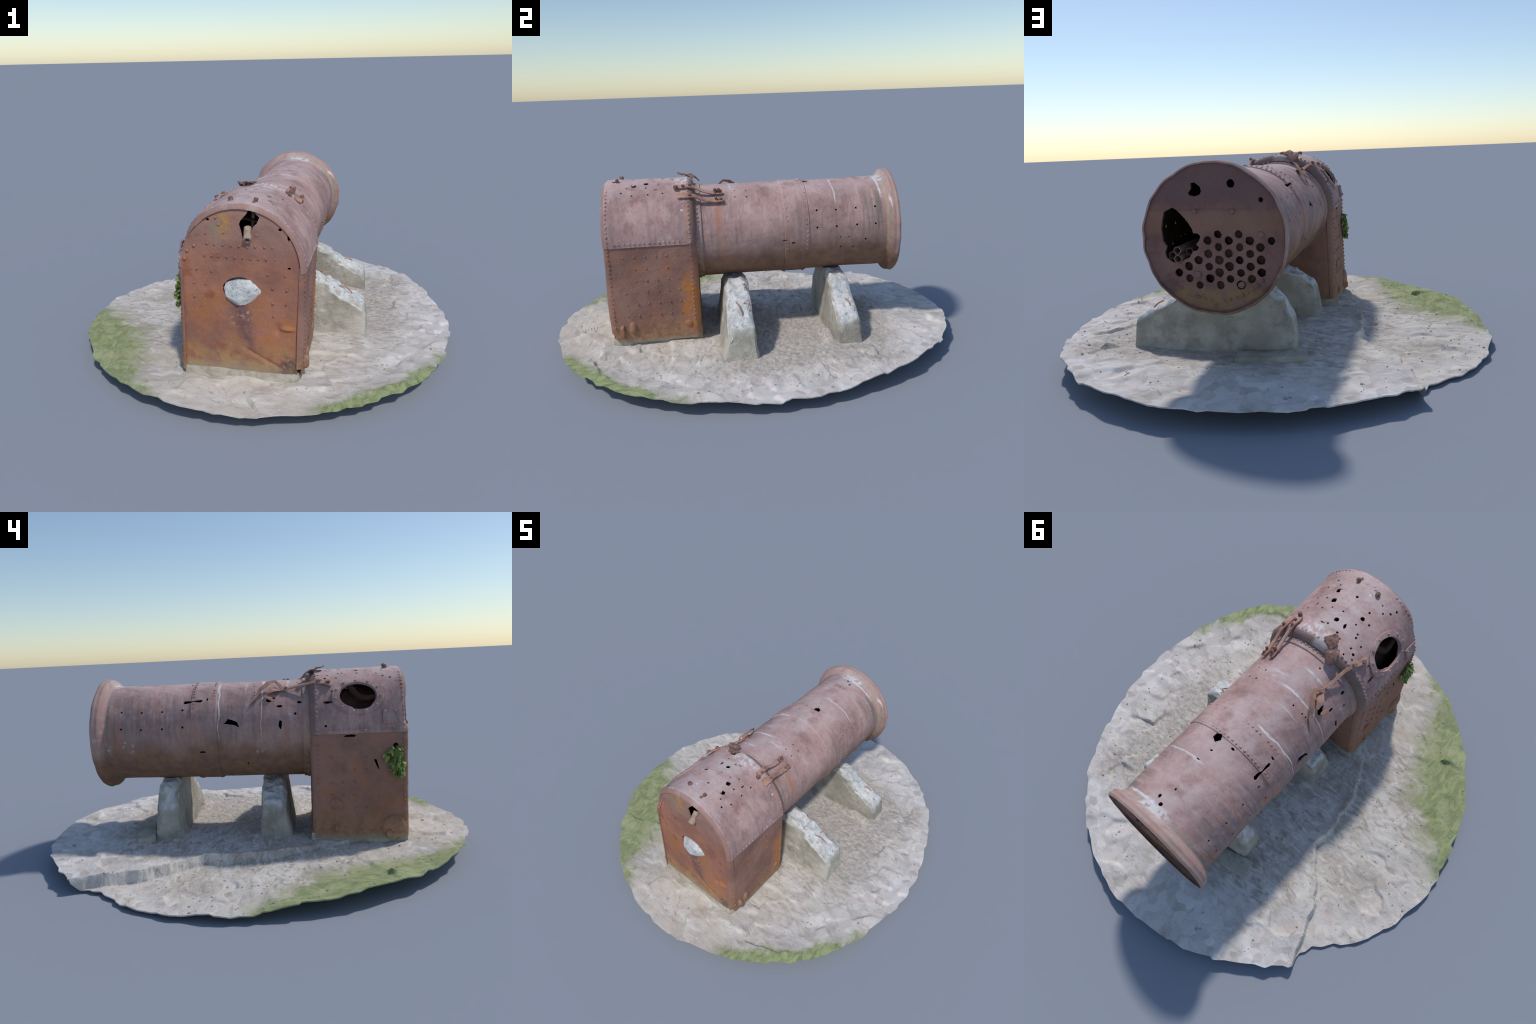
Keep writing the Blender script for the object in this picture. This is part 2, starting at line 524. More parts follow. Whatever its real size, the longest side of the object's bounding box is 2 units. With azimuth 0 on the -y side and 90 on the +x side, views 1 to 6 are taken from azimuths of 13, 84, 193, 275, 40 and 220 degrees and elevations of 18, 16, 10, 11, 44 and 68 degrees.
def material_front():
    n = Nodes('front_plate_rust')
    col = n.mix(n.ramp01(n.noise(5.0, 4, 0.6, off=2.0), 0.38, 0.62), (0.300, 0.138, 0.100), (0.420, 0.188, 0.120))
    # upper part: duller mauve
    wob = n.mul(n.sub(n.noise(6.0, 4, 0.6, off=4.0), 0.5), 0.25)
    wz = n.add(n.z, wob)
    col = n.mix(n.mul(n.ramp01(wz, 0.56, 0.70), 0.65), col, (0.350, 0.215, 0.180))
    # orange clouds around and below the door
    oc = n.ramp01(n.noise(9.0, 5, 0.65, off=7.0), 0.44, 0.60)
    col = n.mix(n.mul(n.mul(oc, n.band(wz, 0.16, 0.46, 0.10)), 0.8), col, (0.440, 0.178, 0.074))
    rd = n.ramp01(n.noise(13.0, 4, 0.6, off=12.0), 0.55, 0.66)
    col = n.mix(n.mul(n.mul(rd, n.band(n.x, -0.25, 0.0, 0.06)), 0.7), col, (0.330, 0.105, 0.055))
    # ochre foot and ochre stain at the top left
    wx = n.add(n.x, n.mul(wob, 0.35))
    col = n.mix(n.mul(n.ramp01(wz, 0.27, 0.12), n.mul(n.ramp01(n.noise(16.0, 4, 0.6, off=5.0), 0.40, 0.58), 0.85)), col, OCHRE)
    ot = n.mul(n.band(wx, -0.055, 0.0, 0.025), n.band(n.z, 0.69, 0.79, 0.03))
    col = n.mix(n.mul(ot, n.ramp01(n.noise(30.0, 4, 0.6, off=3.0), 0.38, 0.56)), col, (0.480, 0.270, 0.100))
    gt = n.mul(n.band(wx, -0.075, -0.045, 0.018), n.band(n.z, 0.68, 0.78, 0.03))
    col = n.mix(n.mul(gt, n.ramp01(n.noise(34.0, 4, 0.6, off=6.0), 0.45, 0.58)), col, (0.270, 0.245, 0.190))
    # dark purple drip under the door hole
    dr = n.mul(n.band(n.add(wx, n.mul(n.sub(n.z, 0.33), 0.15)), 0.02, 0.075, 0.030), n.band(wz, 0.19, 0.41, 0.05))
    col = n.mix(n.mul(dr, n.ramp01(n.noise(22.0, 5, 0.65, off=9.0), 0.36, 0.54)), col, (0.190, 0.100, 0.095))
    # pale scale crumbs beside the drip
    cr = n.mul(n.mul(n.band(n.x, 0.0, 0.085, 0.02), n.band(n.z, 0.31, 0.39, 0.02)), n.ramp01(n.noise(60.0, 3, 0.6, off=2.0), 0.56, 0.64))
    col = n.mix(n.mul(cr, 0.7), col, (0.520, 0.440, 0.360))
    col, g = grain(n, col, 0.55)
    # mud at the foot, dark broken corner
    mud = n.ramp01(n.add(n.z, n.mul(n.sub(n.noise(18.0, 4, 0.6), 0.5), 0.08)), 0.155, 0.095)
    col = n.mix(n.mul(mud, 0.75), col, (0.360, 0.290, 0.200))
    dk = n.mul(n.mul(n.ramp01(n.x, 0.185, 0.215), n.ramp01(wz, 0.20, 0.15)), n.ramp01(n.noise(50.0, 4, 0.6), 0.36, 0.52))
    col = n.mix(n.mul(dk, 0.8), col, (0.160, 0.105, 0.085))
    return n.finish(col, 0.85, n.add(g, n.mul(n.noise(38.0, 5, 0.65), 2.0)), 0.45, 0.004)


def material_tube_sheet():
    n = Nodes('tube_sheet_rust')
    wob = n.mul(n.sub(n.noise(8.0, 4, 0.6, off=4.0), 0.5), 0.10)
    wz = n.add(n.z, wob)
    col = n.mix(n.ramp01(n.noise(9.0, 5, 0.65), 0.38, 0.62), (0.245, 0.125, 0.105), (0.330, 0.180, 0.145))
    col = n.mix(n.mul(n.band(wz, 0.57, 0.66, 0.02), 0.6), col, (0.370, 0.200, 0.130))
    col = n.mix(n.mul(n.ramp01(wz, 0.665, 0.700), 0.75), col, (0.215, 0.125, 0.120))
    low = n.mul(n.band(wz, 0.30, 0.375, 0.02), n.ramp01(n.noise(20.0, 4, 0.6, off=2.0), 0.36, 0.56))
    col = n.mix(n.mul(low, 0.8), col, (0.400, 0.235, 0.105))
    col, g = grain(n, col, 0.6)
    return n.finish(col, 0.85, n.add(g, n.mul(n.noise(40.0, 5, 0.65), 2.0)), 0.5, 0.004)


def material_soot():
    n = Nodes('sooty_interior')
    col = n.mix(n.ramp01(n.noise(9.0, 4, 0.6), 0.4, 0.6), (0.060, 0.034, 0.026), (0.110, 0.056, 0.038))
    return n.finish(col, 0.95, n.noise(60.0, 3), 0.3, 0.003, spec=0.1)


def material_strap():
    n = Nodes('flaking_strap_rust')
    col = n.mix(n.ramp01(n.noise(16.0, 4, 0.6), 0.38, 0.62), (0.370, 0.200, 0.155), (0.520, 0.325, 0.265))
    col = n.mix(n.mul(n.ramp01(n.noise(30.0, 4, 0.6, off=4.0), 0.52, 0.66), 0.7), col, (0.500, 0.260, 0.120))
    col, g = grain(n, col, 0.6)
    return n.finish(col, 0.85, n.noise(90.0, 4), 0.5, 0.004)


def material_bolt():
    n = Nodes('dark_bolt_rust')
    col = n.mix(n.ramp01(n.noise(60.0, 3, 0.6), 0.38, 0.62), (0.170, 0.095, 0.080), (0.330, 0.190, 0.150))
    return n.finish(col, 0.85, n.noise(150.0, 3), 0.4, 0.003)


def material_pale_pipe():
    n = Nodes('pale_scaled_pipe')
    col = n.mix(n.ramp01(n.noise(40.0, 4, 0.6), 0.40, 0.60), (0.460, 0.360, 0.285), (0.320, 0.195, 0.145))
    return n.finish(col, 0.85, n.noise(90.0, 4), 0.4, 0.003)


def material_stone(white=0.0):
    n = Nodes('pale_stone' if white == 0 else 'white_stone')
    col = n.mix(n.ramp01(n.noise(6.0, 5, 0.6), 0.36, 0.64), (0.430, 0.395, 0.325), (0.610, 0.570, 0.490))
    col = n.mix(n.mul(n.ramp01(n.noise(10.0, 5, 0.65, off=5.0), 0.48, 0.64), 0.7), col, (0.310, 0.290, 0.240))
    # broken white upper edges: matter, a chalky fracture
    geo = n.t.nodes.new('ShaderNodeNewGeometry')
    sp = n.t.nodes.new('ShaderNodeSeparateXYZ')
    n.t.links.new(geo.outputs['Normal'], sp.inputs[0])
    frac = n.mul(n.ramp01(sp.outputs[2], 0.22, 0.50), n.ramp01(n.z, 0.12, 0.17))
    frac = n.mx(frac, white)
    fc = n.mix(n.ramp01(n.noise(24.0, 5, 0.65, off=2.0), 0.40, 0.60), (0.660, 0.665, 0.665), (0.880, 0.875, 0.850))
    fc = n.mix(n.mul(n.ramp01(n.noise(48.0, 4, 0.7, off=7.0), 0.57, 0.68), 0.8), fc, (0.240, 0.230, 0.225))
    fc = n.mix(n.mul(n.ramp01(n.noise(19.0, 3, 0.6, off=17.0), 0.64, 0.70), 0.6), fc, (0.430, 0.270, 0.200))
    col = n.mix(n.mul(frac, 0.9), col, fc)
    col = n.mix(n.mul(n.ramp01(n.noise(110.0, 4, 0.7, off=3.0), 0.58, 0.72), 0.45), col, (0.260, 0.245, 0.215))
    return n.finish(col, 0.95, n.add(n.noise(35.0, 6, 0.7), n.noise(140.0, 4, 0.7)), 0.7, 0.007, spec=0.1)


def material_ground():
    n = Nodes('trodden_earth_and_limestone')
    # base: grey-beige dirt with smeared pale drifts
    col = n.mix(n.ramp01(n.noise(4.0, 5, 0.6), 0.38, 0.62), (0.490, 0.435, 0.380), (0.660, 0.620, 0.570))
    sm = n.noise(1.0, 5, 0.65, vec=n.coords(11.0, 26.0, 20.0, 3.0), distort=1.2)
    col = n.mix(n.mul(n.ramp01(sm, 0.52, 0.64), 0.75), col, (0.790, 0.745, 0.700))
    col = n.mix(n.mul(n.ramp01(sm, 0.50, 0.36), 0.80), col, (0.335, 0.280, 0.235))
    r = n.math('SQRT', n.add(n.mul(n.x, n.x), n.mul(n.y, n.y)))
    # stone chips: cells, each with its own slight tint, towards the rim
    wv = n.t.nodes.new('ShaderNodeVectorMath')
    wv.operation = 'ADD'
    nz = n.t.nodes.new('ShaderNodeTexNoise')
    nz.inputs['Scale'].default_value = 9.0
    n.t.links.new(n.pos, nz.inputs['Vector'])
    sc = n.t.nodes.new('ShaderNodeVectorMath')
    sc.operation = 'SCALE'
    sc.inputs['Scale'].default_value = 0.10
    n.t.links.new(nz.outputs['Color'], sc.inputs[0])
    n.t.links.new(n.coords(1.0, 1.0, 0.4), wv.inputs[0])
    n.t.links.new(sc.outputs[0], wv.inputs[1])
    for scale, off in ((11.0, 0), (23.0, 1)):
        vc = n.t.nodes.new('ShaderNodeTexVoronoi')
        vc.inputs['Scale'].default_value = scale
        n.t.links.new(wv.outputs[0], vc.inputs['Vector'])
        hs = n.t.nodes.new('ShaderNodeSeparateColor')
        n.t.links.new(vc.outputs['Color'], hs.inputs[0])
        tint = n.mix(hs.outputs[0], (0.560, 0.525, 0.490), (0.860, 0.825, 0.800))
        tint = n.mix(n.mul(n.ramp01(hs.outputs[1], 0.62, 0.9), 0.7), tint, (0.760, 0.650, 0.620))
        tint = n.mix(n.mul(n.ramp01(hs.outputs[2], 0.80, 0.95), 0.7), tint, (0.430, 0.390, 0.350))
        rimm = n.mul(n.ramp01(r, 0.60, 0.88), n.ramp01(n.noise(6.0, 3, 0.6, off=off * 4.0 + 1), 0.36, 0.56))
        north = n.ramp01(n.add(n.y, n.mul(n.x, 0.6)), -0.55, 0.15)
        col = n.mix(n.mul(n.mul(rimm, n.add(0.25, n.mul(north, 0.75))), 0.72), col, tint)
        ed = n.t.nodes.new('ShaderNodeTexVoronoi')
        ed.feature = 'DISTANCE_TO_EDGE'
        ed.inputs['Scale'].default_value = scale
        n.t.links.new(wv.outputs[0], ed.inputs['Vector'])
        edm = n.mul(n.mul(n.ramp01(ed.outputs[0], 0.022, 0.004), n.ramp01(n.noise(8.0, 2, 0.5, off=2.0 + off), 0.52, 0.60)), rimm)
        col = n.mix(n.mul(edm, 0.55), col, (0.330, 0.255, 0.220))
    # darker gravelly dirt between the supports and off to +x
    gx = n.mul(n.band(n.add(n.x, n.mul(n.sub(sm, 0.5), 0.4)), 0.05, 0.72, 0.10), n.band(n.y, -0.20, 0.62, 0.10))
    gv = n.noise(38.0, 5, 0.7, off=4.0)
    gv = n.noise(1.0, 6, 0.72, vec=n.coords(34.0, 52.0, 40.0, 4.0), distort=0.6)
    gcol = n.mix(n.ramp01(gv, 0.36, 0.64), (0.315, 0.262, 0.222), (0.600, 0.545, 0.490))
    col = n.mix(n.mul(gx, 0.8), col, gcol)
    # cream dust round the firebox foot
    fx = n.math('ABSOLUTE', n.sub(n.x, 0.03))
    cream = n.mul(n.ramp01(fx, 0.62, 0.30), n.ramp01(n.y, -0.22, -0.45))
    cream = n.mul(cream, n.ramp01(n.noise(7.0, 4, 0.6, off=12.0), 0.36, 0.60))
    col = n.mix(n.mul(cream, 0.6), col, (0.640, 0.580, 0.490))
    # the slab east of the ledge is paler and greyer, the earth west of it beige
    xc = n.sub(-0.395, n.mul(n.mx(n.sub(n.y, 0.19), 0.0), 0.52))
    slabm = n.mul(n.ramp01(n.sub(n.x, xc), -0.010, 0.010), n.ramp01(n.y, -0.25, 0.0))
    col = n.mix(n.mul(slabm, 0.10), col, (0.660, 0.640, 0.620))
    col = n.mix(n.mul(n.sub(1.0, slabm), 0.18), col, (0.600, 0.530, 0.445))
    # grass: the patch on -x / -y and a rim strip on +x / -y
    wn = n.mul(n.sub(n.noise(7.0, 5, 0.7, off=21.0), 0.5), 0.40)
    pd = n.add(n.mul(n.x, -0.840), n.mul(n.y, -0.543))
    rb = n.add(0.670, n.mul(n.sub(1.0, n.math('DIVIDE', pd, n.mx(r, 0.01))), 1.85))
    d1 = n.sub(rb, n.sub(r, wn))
    g1 = n.ramp01(d1, 0.05, -0.09)
    g1b = n.mul(n.ramp01(n.add(r, wn), 0.90, 0.97), n.mul(n.ramp01(n.x, -0.22, -0.34), n.ramp01(n.y, -0.55, -0.68)))
    wn2 = n.mul(wn, 0.55)
    g2 = n.mul(n.ramp01(n.add(r, wn2), 0.895, 0.975), n.mul(n.ramp01(n.x, 0.30, 0.44), n.ramp01(n.y, -0.28, -0.40)))
    gm = n.mx(n.mx(g1, n.mul(g1b, 0.8)), g2)
    gs = n.noise(1.0, 5, 0.7, vec=n.coords(30.0, 14.0, 14.0, 2.0), distort=0.8)
    gc = n.mix(n.ramp01(gs, 0.38, 0.62), (0.190, 0.245, 0.085), (0.370, 0.425, 0.190))
    gc = n.mix(n.mul(n.ramp01(n.noise(12.0, 3, 0.6, off=5.0), 0.55, 0.68), 0.6), gc, (0.430, 0.420, 0.230))
    col = n.mix(n.mul(gm, 0.92), col, gc)
    # olive tinge fading out around the grass
    col = n.mix(n.mul(n.ramp01(d1, 0.12, 0.0), 0.30), col, (0.380, 0.380, 0.230))
    # sparse dark crumbs
    crumbs = n.mul(n.ramp01(n.noise(70.0, 4, 0.7, off=31.0), 0.66, 0.72), 0.5)
    col = n.mix(crumbs, col, (0.240, 0.200, 0.170))
    h = n.add(n.mul(n.noise(22.0, 5, 0.7), 1.6), n.noise(90.0, 4, 0.7, off=2.0))
    return n.finish(col, 0.95, h, 0.32, 0.006, spec=0.1)


def material_plinth():
    n = Nodes('cream_plinth')
    col = n.mix(n.ramp01(n.noise(14.0, 5, 0.65), 0.38, 0.62), (0.420, 0.365, 0.285), (0.580, 0.525, 0.440))
    col = n.mix(n.mul(n.ramp01(n.noise(30.0, 4, 0.65, off=4.0), 0.55, 0.68), 0.6), col, (0.330, 0.280, 0.200))
    return n.finish(col, 0.95, n.noise(50.0, 5, 0.7), 0.6, 0.006, spec=0.1)


def material_leaf():
    n = Nodes('green_leaf')
    info = n.t.nodes.new('ShaderNodeObjectInfo')
    col = n.mix(info.outputs['Random'], (0.110, 0.190, 0.035), (0.400, 0.480, 0.140))
    p = n.t.nodes.new('ShaderNodeBsdfPrincipled')
    n.put(p.inputs['Base Color'], col)
    p.inputs['Roughness'].default_value = 0.6
    tr = n.t.nodes.new('ShaderNodeBsdfTranslucent')
    n.put(tr.inputs['Color'], col)
    ms = n.t.nodes.new('ShaderNodeMixShader')
    ms.inputs[0].default_value = 0.25
    n.t.links.new(p.outputs[0], ms.inputs[1])
    n.t.links.new(tr.outputs[0], ms.inputs[2])
    n.t.links.new(ms.outputs[0], n.out.inputs[0])
    return n.mat


M_BARREL, M_CROWN, M_SIDE, M_FRONT = material_barrel(), material_crown(), material_side(), material_front()
M_SHEET, M_SOOT, M_STRAP, M_BOLT = material_tube_sheet(), material_soot(), material_strap(), material_bolt()
M_PLINTH = material_plinth()
M_PIPE, M_STONE, M_WHITE, M_GROUND, M_LEAF = material_pale_pipe(), material_stone(), material_stone(1.0), material_ground(), material_leaf()

# ================================================================== BOILER
boiler = bpy.data.objects.new('derelict_boiler', None)
COL.objects.link(boiler)
boiler.location = (0.035, -0.30, 0.07)
boiler['label'] = 'rusty riveted locomotive boiler with torn holes, on stones'
boiler['category'] = 'old boiler'

# ---- barrel ---------------------------------------------------------------
BY0, BY1 = -0.282, 0.720


def barrel_radius(y, a):
    r = np.full_like(y, BR)
    r += 0.0045 * sstep(0.146, 0.150, y) * (1 - sstep(0.265, 0.269, y))         # wrapper band
    r += 0.0065 * (1 - sstep(-0.2475, -0.2445, y))                                # collar at the firebox
    r += 0.003 * (1 - sstep(-0.275, -0.258, y))
    r += 0.034 * sstep(0.660, 0.692, y) + 0.003 * sstep(0.70, 0.712, y)         # flared flange
    r -= 0.004 * sstep(0.712, 0.722, y)
    return r


na, ny = 288, 300
aa = np.linspace(0, 2 * np.pi, na, endpoint=False)
yy = np.sort(np.concatenate([np.linspace(BY0, BY1, ny - 60), np.linspace(0.140, 0.154, 12), np.linspace(0.260, 0.273, 12),
                             np.linspace(-0.252, -0.243, 10), np.linspace(0.650, 0.7215, 26)]))
yy = np.unique(np.round(yy, 5))
A, Y = np.meshgrid(aa, yy, indexing='ij')
R = barrel_radius(Y, A)
S = np.stack([np.sin(A), Y * 2.2, np.cos(A)], -1).reshape(-1, 3)
lump = fbm(S, 2.2, 3, 3).reshape(Y.shape)
R = R + 0.0022 * lump + 0.0007 * fbm(S, 14.0, 9, 2).reshape(Y.shape)
# a few shallow dents of the old plates
for y0, a0, d, w in [(0.62, 100, 0.006, 0.05), (0.35, -30, 0.003, 0.08), (0.44, 150, 0.004, 0.08)]:
    da = np.angle(np.exp(1j * (A - math.radians(a0)))) * BR
    R -= d * np.exp(-((Y - y0) ** 2 + da ** 2) / (2 * w * w))
R += 0.008 * np.exp(-(np.angle(np.exp(1j * (A + math.radians(85)))) / 0.65) ** 2) * (1 - sstep(0.05, 0.40, Y))   # swollen shaded flank
# hammered edge of the flange
rimw = sstep(0.69, 0.71, Y)
R += rimw * 0.0032 * vnoise(np.stack([np.sin(A) * 6, np.cos(A) * 6, np.zeros_like(A)], -1).reshape(-1, 3), 1.0, 21).reshape(Y.shape)
Yt = Y - sstep(0.55, 0.70, Y) * (0.006 * np.cos(A) + 0.012 * np.sin(A))           # end plane leans back at the top
P = np.stack([BX + BDX * Y - 0.004 * sstep(0.55, 0.7, Y) + R * np.sin(A), Yt, BZ + BDZ * Y + R * np.cos(A)], -1)
N = np.stack([np.sin(A), np.zeros_like(A), np.cos(A)], -1)
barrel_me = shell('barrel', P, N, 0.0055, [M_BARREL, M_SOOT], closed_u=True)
for p in barrel_me.polygons:
    if p.center.y > 0.672:
        p.material_index = 0

r0 = np.random.default_rng(11)
bm = bmesh.new()


def barrel_hole(y, a, outline, depth=0.03):
    c = barrel_point(y, a, BR + 0.002)
    nrm = barrel_normal(a)
    t = Vector((math.cos(math.radians(a)), 0, -math.sin(math.radians(a))))
    ring = [c + Vector((0, u, 0)) + t * v for u, v in outline]
    prism(bm, ring, nrm, depth, depth)


for y, a, r in [(-0.077, 25, .0042), (-0.023, 26.4, .0042), (-0.079, 36.7, .0042), (-0.023, 37.2, .0042),
                (.306, 61.7, .0052), (.400, 62.4, .0052), (.499, 61.4, .0054), (.595, 60.8, .0056), (.305, 82.7, .0052), (.400, 82.4, .0050),
                (.500, 81.8, .0054), (.593, 81.9, .0056), (.544, 100.7, .0052), (.420, 108.9, .0045), (.482, 110.1, .0045), (.419, 95.9, .0036), (.459, 96.5, .0032),
                (.594, -58.9, .0052), (.498, -60.3, .0052), (.401, -60, .0048), (.306, -58.8, .0054), (.595, -79.4, .0050), (.501, -80.8, .0050),
                (.401, -80.7, .0052), (.305, -79.4, .0054), (-.028, -42.2, .0042), (-.026, -36.9, .0042), (-.022, -24.4, .0042), (-.220, -17.9, .0046),
                (-.212, -67.9, .0060), (.619, 1.3, .0085)]:
    barrel_hole(y, a, blob_ring(10, r, r, 0.08, r0))
for y, a, ru, rv in [(.596, 7.9, .010, .006), (.541, 1.1, .006, .004), (.337, 3.3, .005, .006), (.396, 7.1, .003, .008), (.280, -11.8, .006, .008),
                     (.191, -46.0, .005, .011), (-.144, -79, .009, .020), (-.141, -58.5, .012, .007), (-.231, -54.4, .013, .007), (.219, -108.4, .016, .006),
                     (.013, -127.1, .004, .009), (.147, 96.0, .013, .003), (.186, 99.5, .009, .004)]:
    barrel_hole(y, a, blob_ring(8, ru, rv, 0.35, r0))
# larger torn openings, drawn in (along, down) offsets from a centre
barrel_hole(0.277, 8.4, [(-.016, -.010), (.006, -.020), (.026, -.006), (.012, .016), (-.008, .014)])
barrel_hole(0.262, -49.5, [(.044, .004), (.034, -.006), (.016, -.002), (-.006, .001), (-.040, -.004), (-.050, .004), (-.046, .012), (-.030, .012), (-.004, .008), (.018, .014), (.036, .014)][::-1])
barrel_hole(0.072, -77.0, [(.044, .000), (.022, -.002), (-.010, -.008), (-.030, -.020), (-.020, .006), (.004, .017), (.024, .022), (.030, .010)][::-1])
barrel_hole(-0.100, -50.0, [(.022, -.004), (.010, -.012), (-.004, -.010), (-.012, .002), (-.024, .006), (-.020, .014), (.002, .012), (.012, .014), (.018, .006)])
barrel_me = cut(barrel_me, bm)
barrel = add_object('barrel', barrel_me, boiler)

# ---- firebox plates -------------------------------------------------------
EDGE, EDGE_B = 0.020, 0.030        # rolled edge radius where the wrapper turns into the end plates


def side_x(z, sgn):
    """half outline of the firebox below the seam"""
    if sgn > 0:
        return np.interp(z, [GROUND, 0.10, 0.30, SEAM + .02], [0.290, 0.292, 0.297, 0.304])
    return np.interp(z, [GROUND, 0.10, 0.30, 0.45, SEAM + .02], [-0.236, -0.235, -0.231, -0.228, -0.226])


def outline(q):
    """closed-arch outline: q in 0..1 from right foot over the crown to left foot -> (x, z), outward normal"""
    q = np.asarray(q, float)
    L1 = FZ - GROUND
    L2 = math.pi * FR
    s = q * (2 * L1 + L2)
    x, z, nx, nz = (np.zeros_like(s) for _ in range(4))
    m = s < L1
    z[m] = GROUND + s[m]; x[m] = side_x(z[m], 1); nx[m] = 1
    m = (s >= L1) & (s <= L1 + L2)
    a = np.pi / 2 - (s[m] - L1) / FR
    x[m] = FX + FR * np.sin(a); z[m] = FZ + FR * np.cos(a); nx[m] = np.sin(a); nz[m] = np.cos(a)
    m = s > L1 + L2
    z[m] = FZ - (s[m] - L1 - L2); x[m] = side_x(z[m], -1); nx[m] = -1
    return x, z, nx, nz


def side_dents(x, y, z):
    """inward displacement of the wrapper and front plate"""
    d = np.zeros_like(x)
    for cx, cy, cz, depth, w in [(-0.20, -0.71, 0.665, 0.018, 0.040), (-0.225, -0.71, 0.605, 0.013, 0.022), (0.20, -0.60, 0.74, 0.003, 0.07),
                                 (-0.24, -0.45, 0.30, 0.004, 0.10), (0.29, -0.45, 0.25, 0.003, 0.10)]:
        d += depth * np.exp(-((x - cx) ** 2 + (y - cy) ** 2 + (z - cz) ** 2) / (2 * w * w))
    return d


def swell(x, y, z):
    """the sunny side bellies out towards its front foot"""
    return 0.011 * (x > 0.22) * np.exp(-((z - 0.24) / 0.17) ** 2 - ((y + 0.60) / 0.17) ** 2)


def wrapper(name, q0, q1, nq, lift, mats, y_front=FY0, y_back=FY1):
    q = np.linspace(q0, q1, nq)
    x, z, nx, nz = outline(q)
    # run along y with a rolled quarter-round at both ends
    t = []
    for k in range(7):
        b = math.pi / 2 * (1 - k / 6)
        t.append((y_front + EDGE - EDGE * math.sin(b), EDGE - EDGE * math.cos(b), -math.sin(b), math.cos(b)))
    for yv in np.linspace(y_front + EDGE, y_back - EDGE_B, 130)[1:-1]:
        t.append((yv, 0, 0, 1))
    for k in range(7):
        b = math.pi / 2 * (k / 6)
        t.append((y_back - EDGE_B + EDGE_B * math.sin(b), EDGE_B - EDGE_B * math.cos(b), math.sin(b), math.cos(b)))
    # (y, inset, ny, n_out): inset measured inwards from the outline
    t = np.array(t)
    inset = t[:, 1]
    Pg = np.zeros((nq, len(t), 3))
    Ng = np.zeros_like(Pg)
    for j in range(len(t)):
        off = lift - inset[j]
        Pg[:, j, 0] = x + nx * off
        Pg[:, j, 2] = z + nz * off
        Pg[:, j, 1] = t[j, 0] - lift * (t[j, 2] < -0.5) * 0 + lift * t[j, 2] * 0.5
        Ng[:, j, 0] = nx * t[j, 3]
        Ng[:, j, 2] = nz * t[j, 3]
        Ng[:, j, 1] = t[j, 2]
    flat = Pg.reshape(-1, 3)
    d = 0.0020 * fbm(flat, 6.0, 31, 3) + 0.0006 * fbm(flat, 40.0, 5, 2)
    d -= side_dents(flat[:, 0], flat[:, 1], flat[:, 2])
    d += swell(flat[:, 0], flat[:, 1], flat[:, 2])
    Pg = (flat + Ng.reshape(-1, 3) * d[:, None]).reshape(Pg.shape)
    return shell(name, Pg, Ng, 0.006, mats)


L1, L2 = FZ - GROUND, math.pi * FR
LT = 2 * L1 + L2
qs = (SEAM - GROUND) / LT
crown_me = wrapper('crown_plate', qs - 0.002, 1 - qs + 0.002, 300, 0.0042, [M_CROWN, M_SOOT])
sideR_me = wrapper('side_plate', 0.0, qs + 0.010, 110, 0.0, [M_SIDE, M_SOOT])
sideL_me = wrapper('side_plate', 1 - qs - 0.010, 1.0, 110, 0.0, [M_SIDE, M_SOOT])

bm = bmesh.new()


def crown_hole(y, a, outline_):
    c = crown_point(y, a, FR + 0.004)
    t = Vector((math.cos(math.radians(a)), 0, -math.sin(math.radians(a))))
    ring = [c + Vector((0, u, 0)) + t * v for u, v in outline_]
    prism(bm, ring, barrel_normal(a), 0.03, 0.022)


for y, a, r in [(-.498, 17.8, .0125), (-.420, 2.0, .0115), (-.496, -15.0, .0105), (-.588, 25.4, .0045), (-.564, 36.6, .0050), (-.499, 26.1, .0050),
                (-.489, 36.4, .0050), (-.420, 36.0, .0050), (-.361, -25.2, .0050), (-.428, -21.2, .0050), (-.540, -15.8, .0055), (-.613, 32.5, .0055),
                (-.565, 2.6, .0065), (-.456, -14.2, .0045), (-.496, -23.1, .0055), (-.582, -25.1, .0050), (-.609, -30.5, .0058), (-.372, -6.8, .0055),
                (-.411, -22.2, .0055), (-.357, -12.1, .0045), (-.350, -30.5, .0070), (-.318, -24.0, .0048), (-.462, 13.5, .0040), (-.470, 2.6, .0048),
                (-.439, 21.5, .0040), (-.608, -20.0, .0040), (-.383, 5.5, .0050), (-.330, -33, .0045), (-.345, -84, .0052), (-.400, -31.0, .0048), (-.640, -33.5, .0062)]:
    crown_hole(y, a, blob_ring(10, r, r, 0.12, r0))
crown_hole(-.556, 21.6, [(-.014, -.012), (-.004, -.004), (.010, -.010), (.014, .006), (.002, .013), (-.010, .009)][::-1])
crown_hole(-.417, -8.0, [(-.016, .002), (.000, -.006), (.014, -.004), (.008, .004), (-.004, .009)][::-1])
for y, a, ru, rv in [(-.357, -61.0, .019, .006), (-.378, -49.0, .009, .004), (-.455, 30, .010, .003), (-.375, 10, .004, .010), (-.325, -8, .018, .012)]:
    crown_hole(y, a, blob_ring(8, ru, rv, 0.35, r0))
